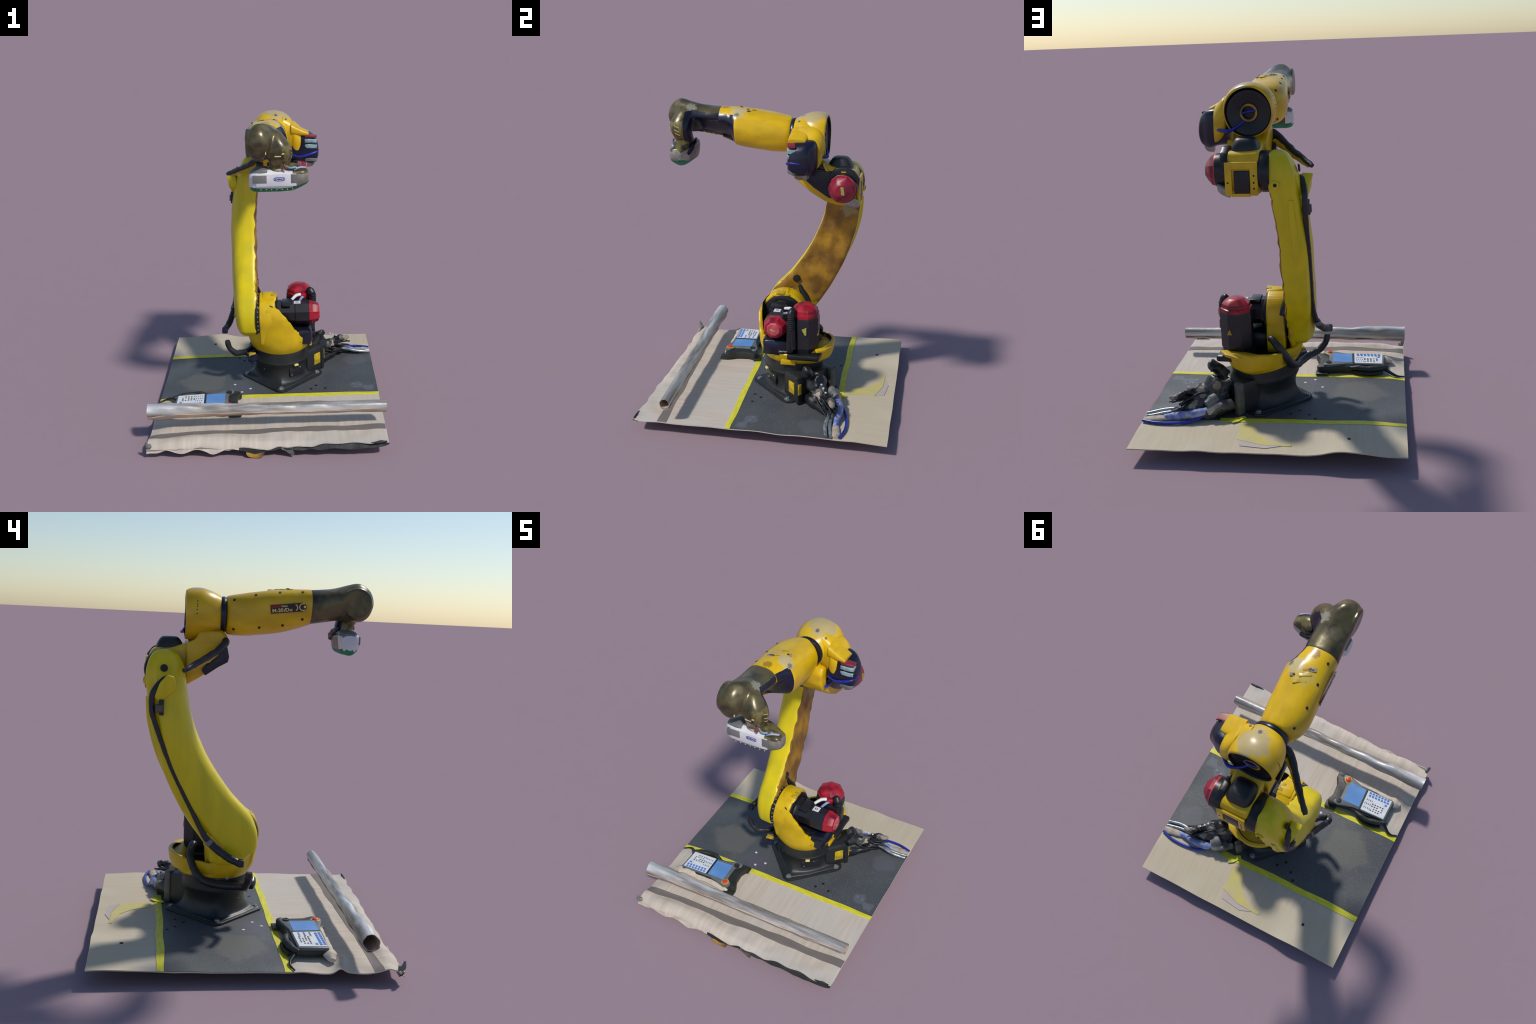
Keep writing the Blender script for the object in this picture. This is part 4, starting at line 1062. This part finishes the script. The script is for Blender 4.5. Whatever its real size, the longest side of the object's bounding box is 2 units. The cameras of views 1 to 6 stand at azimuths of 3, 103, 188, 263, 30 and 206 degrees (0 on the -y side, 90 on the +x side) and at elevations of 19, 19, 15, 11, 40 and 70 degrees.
loft_box('mount_disc', 'z', [(1.735, .07, .178, -.61, -.50, 2), (1.752, .075, .175, -.605, -.505, 2)], 'tan', grip)
tube('air_line', [(.165, -.60, 1.757, .005), (.19, -.612, 1.750, .006), (.22, -.606, 1.752, .006)], 'stripe', grip, 5, 8)
tube('air_line', [(.21, -.608, 1.735, .005), (.24, -.60, 1.748, .006), (.275, -.58, 1.742, .006)], 'bluecloth', grip, 5, 8)
tube('air_line', [(.155, -.618, 1.770, .006), (.160, -.622, 1.758, .007), (.168, -.622, 1.748, .006)], 'stripered', grip, 5, 8)
tube('air_line', [(.06, -.502, 1.75, .010), (.12, -.495, 1.735, .014), (.18, -.495, 1.715, .014), (.23, -.505, 1.69, .012)], 'navy', grip, 5, 9, amp=.006)
# oval logo outline and lettering
def oval(name, cx, cz, a, b2, wdt, mk):
    vs, fs = [], []
    n = 40
    for i in range(n):
        c, s = sel(2 * math.pi * i / n, 3)
        for k in (1, 1 - wdt):
            kk = 1 if k == 1 else 0
            for yy in (-.6200, -.6216):
                vs.append((cx + (a - (0 if kk else wdt)) * c, yy, cz + (b2 - (0 if kk else wdt)) * s))
    for i in range(n):
        k, l = i * 4, ((i + 1) % n) * 4
        fs += [(k, l, l + 1, k + 1), (k + 2, k + 3, l + 3, l + 2), (k + 1, l + 1, l + 3, k + 3), (k, k + 2, l + 2, l)]
    return new_obj(name, vs, fs, mk, grip, 30)
oval('logo_outline', .126, 1.689, .032, .0115, .0028, 'blueprint')
lettering('logo_text', 'SCHMALZ', .013, 'blueprint', grip, (.126, -.6212, 1.6845), (1, 0, 0), (0, 0, 1), align='CENTER', sx=.9)
for i in range(7):
    turned('foam_hole', (.02 + i * .03, -.6065, 1.628), (0, -.75, -.66), [(0, .003), (.004, .003)], 'cream', grip, sides=8)

# --- upper hose from collar to outside
tube('upper_hose', [(.03, .14, 1.655, .022), (-.005, .122, 1.658, .023), (-.04, .132, 1.642, .021), (-.085, .175, 1.604, .018), (-.13, .225, 1.574, .017), (-.18, .28, 1.544, .016), (-.225, .328, 1.518, .016), (-.246, .352, 1.507, .012)], 'hose', robot, 6, 12, amp=.004, ns=26)
tube('hose_liner', [(-.02, .150, 1.618, .014), (-.09, .195, 1.575, .015), (-.17, .28, 1.528, .013), (-.225, .34, 1.502, .008)], 'sticker', robot, 6, 9, amp=.005)
prism('hose_guard', 'x', [(.112, 1.63), (.098, 1.575), (.106, 1.545), (.16, 1.515), (.23, 1.468), (.25, 1.50), (.20, 1.56), (.16, 1.62)], -.035, .008, 'navy', robot, .006, .004, cuts=1)

# --- cable harness at the connector cabinet
har = robot
heap = []
heap.append(tube('cable_bundle', [(.26, .27, .23, .055), (.32, .30, .230, .055), (.37, .33, .222, .050), (.42, .352, .218, .038), (.47, .385, .215, .028), (.53, .43, .218, .016), (.588, .458, .225, .007)], 'greyjunk', None, 6, 16, amp=.022, ns=24))
heap.append(tube('cable_bundle', [(.30, .22, .26, .04), (.345, .25, .315, .038), (.375, .26, .34, .03), (.395, .275, .335, .02)], 'black', None, 5, 12, amp=.016, ns=18))
heap.append(tube('cable_bundle', [(.27, .32, .16, .045), (.34, .355, .155, .048), (.41, .385, .15, .042), (.47, .41, .142, .034), (.54, .445, .125, .025), (.60, .45, .112, .012)], 'tan', None, 6, 14, amp=.022, ns=24))
heap.append(tube('cable_bundle', [(.24, .37, .16, .04), (.30, .42, .145, .04), (.37, .45, .13, .032), (.45, .475, .115, .02)], 'black', None, 6, 10, amp=.014, ns=18))
heap.append(tube('cable_bundle', [(.30, .26, .13, .04), (.36, .29, .13, .045), (.42, .34, .125, .035), (.48, .39, .115, .02)], 'black', None, 6, 10, amp=.014, ns=18))
heap.append(turned('harness_disc', (.352, .328, .255), (.55, .6, .5), [(0, .045), (.02, .05), (.035, .046), (.04, .02)], 'greyjunk', None, sides=16, amp=.006))
def heap_tone(c, n):
    k = noise.noise(Vector(c) * 13 + Vector((3, 1, 7)))
    return 2 if k < -.05 else (1 if k > .30 else 0)
fuse('cable_heap', heap, .009, 2, ['greyjunk', 'tan', 'black'], har, heap_tone, amp=.010)
tube('blue_sleeve', [(.30, .42, .18, .012), (.36, .45, .15, .02), (.43, .475, .135, .026), (.50, .48, .125, .026), (.57, .475, .115, .018), (.62, .47, .108, .01)], 'bluecloth', har, 6, 10, amp=.008, ns=20)
tube('blue_hose', [(.30, .42, .19, .008), (.37, .47, .14, .009), (.45, .515, .108, .009), (.55, .535, .104, .009), (.65, .535, .104, .009), (.733, .512, .105, .008)], 'bluehose', har, 6, 8)
tube('steel_cable', [(.46, .43, .15, .012), (.55, .425, .14, .012), (.63, .415, .125, .012), (.70, .425, .112, .011), (.731, .432, .108, .010)], 'steel', har, 6, 10)
tube('steel_cable', [(.52, .45, .13, .010), (.60, .44, .122, .011), (.68, .45, .108, .011), (.73, .462, .104, .010)], 'steel', har, 6, 10)
tube('grey_sleeve', [(.55, .47, .105, .012), (.62, .478, .104, .022), (.69, .49, .102, .026), (.732, .495, .100, .022)], 'tan', har, 5, 10, amp=.004, flat=.5)
for i in range(9):
    q = random.Random(40 + i)
    p0 = Vector((.28 + .05 * q.random(), .25 + .10 * q.random(), .20 + .07 * q.random()))
    p2 = Vector((.50 + .10 * q.random(), .40 + .08 * q.random(), .12 + .10 * q.random()))
    pm = (p0 + p2) / 2 + Vector((.02 - .04 * q.random(), -.03 + .04 * q.random(), .03 * q.random()))
    tube('cable_strand', [tuple(p0) + (.008,), tuple(p0.lerp(pm, .5) + Vector((0, 0, .008))) + (.009,), tuple(pm) + (.008,), tuple(pm.lerp(p2, .5)) + (.007,), tuple(p2) + (.005,)], q.choice(['black', 'greyjunk', 'tan', 'hose', 'black']), har, 5, 7, amp=.006, ns=30)
box('harness_plug', (.345, .235, .30), (.385, .27, .358), 'base', har, .006, amp=.006, cuts=1)
box('harness_plug', (.47, .39, .225), (.51, .42, .25), 'black', har, .005, amp=.004, cuts=1)
b = bolt_mesh('plug_pin', .007, .006, 'chip')
place(b, [((.44, .362, .288), (.2, -.2, 1)), ((.46, .378, .274), (.2, -.2, 1)), ((.485, .395, .258), (.2, -.1, 1))], har)
turned('harness_coupling', (.33, .40, .20), (.6, .6, -.3), [(0, .03), (.03, .034), (.04, .026), (.07, .024)], 'grey', har, sides=14, amp=.004)

bpy.context.view_layer.update()
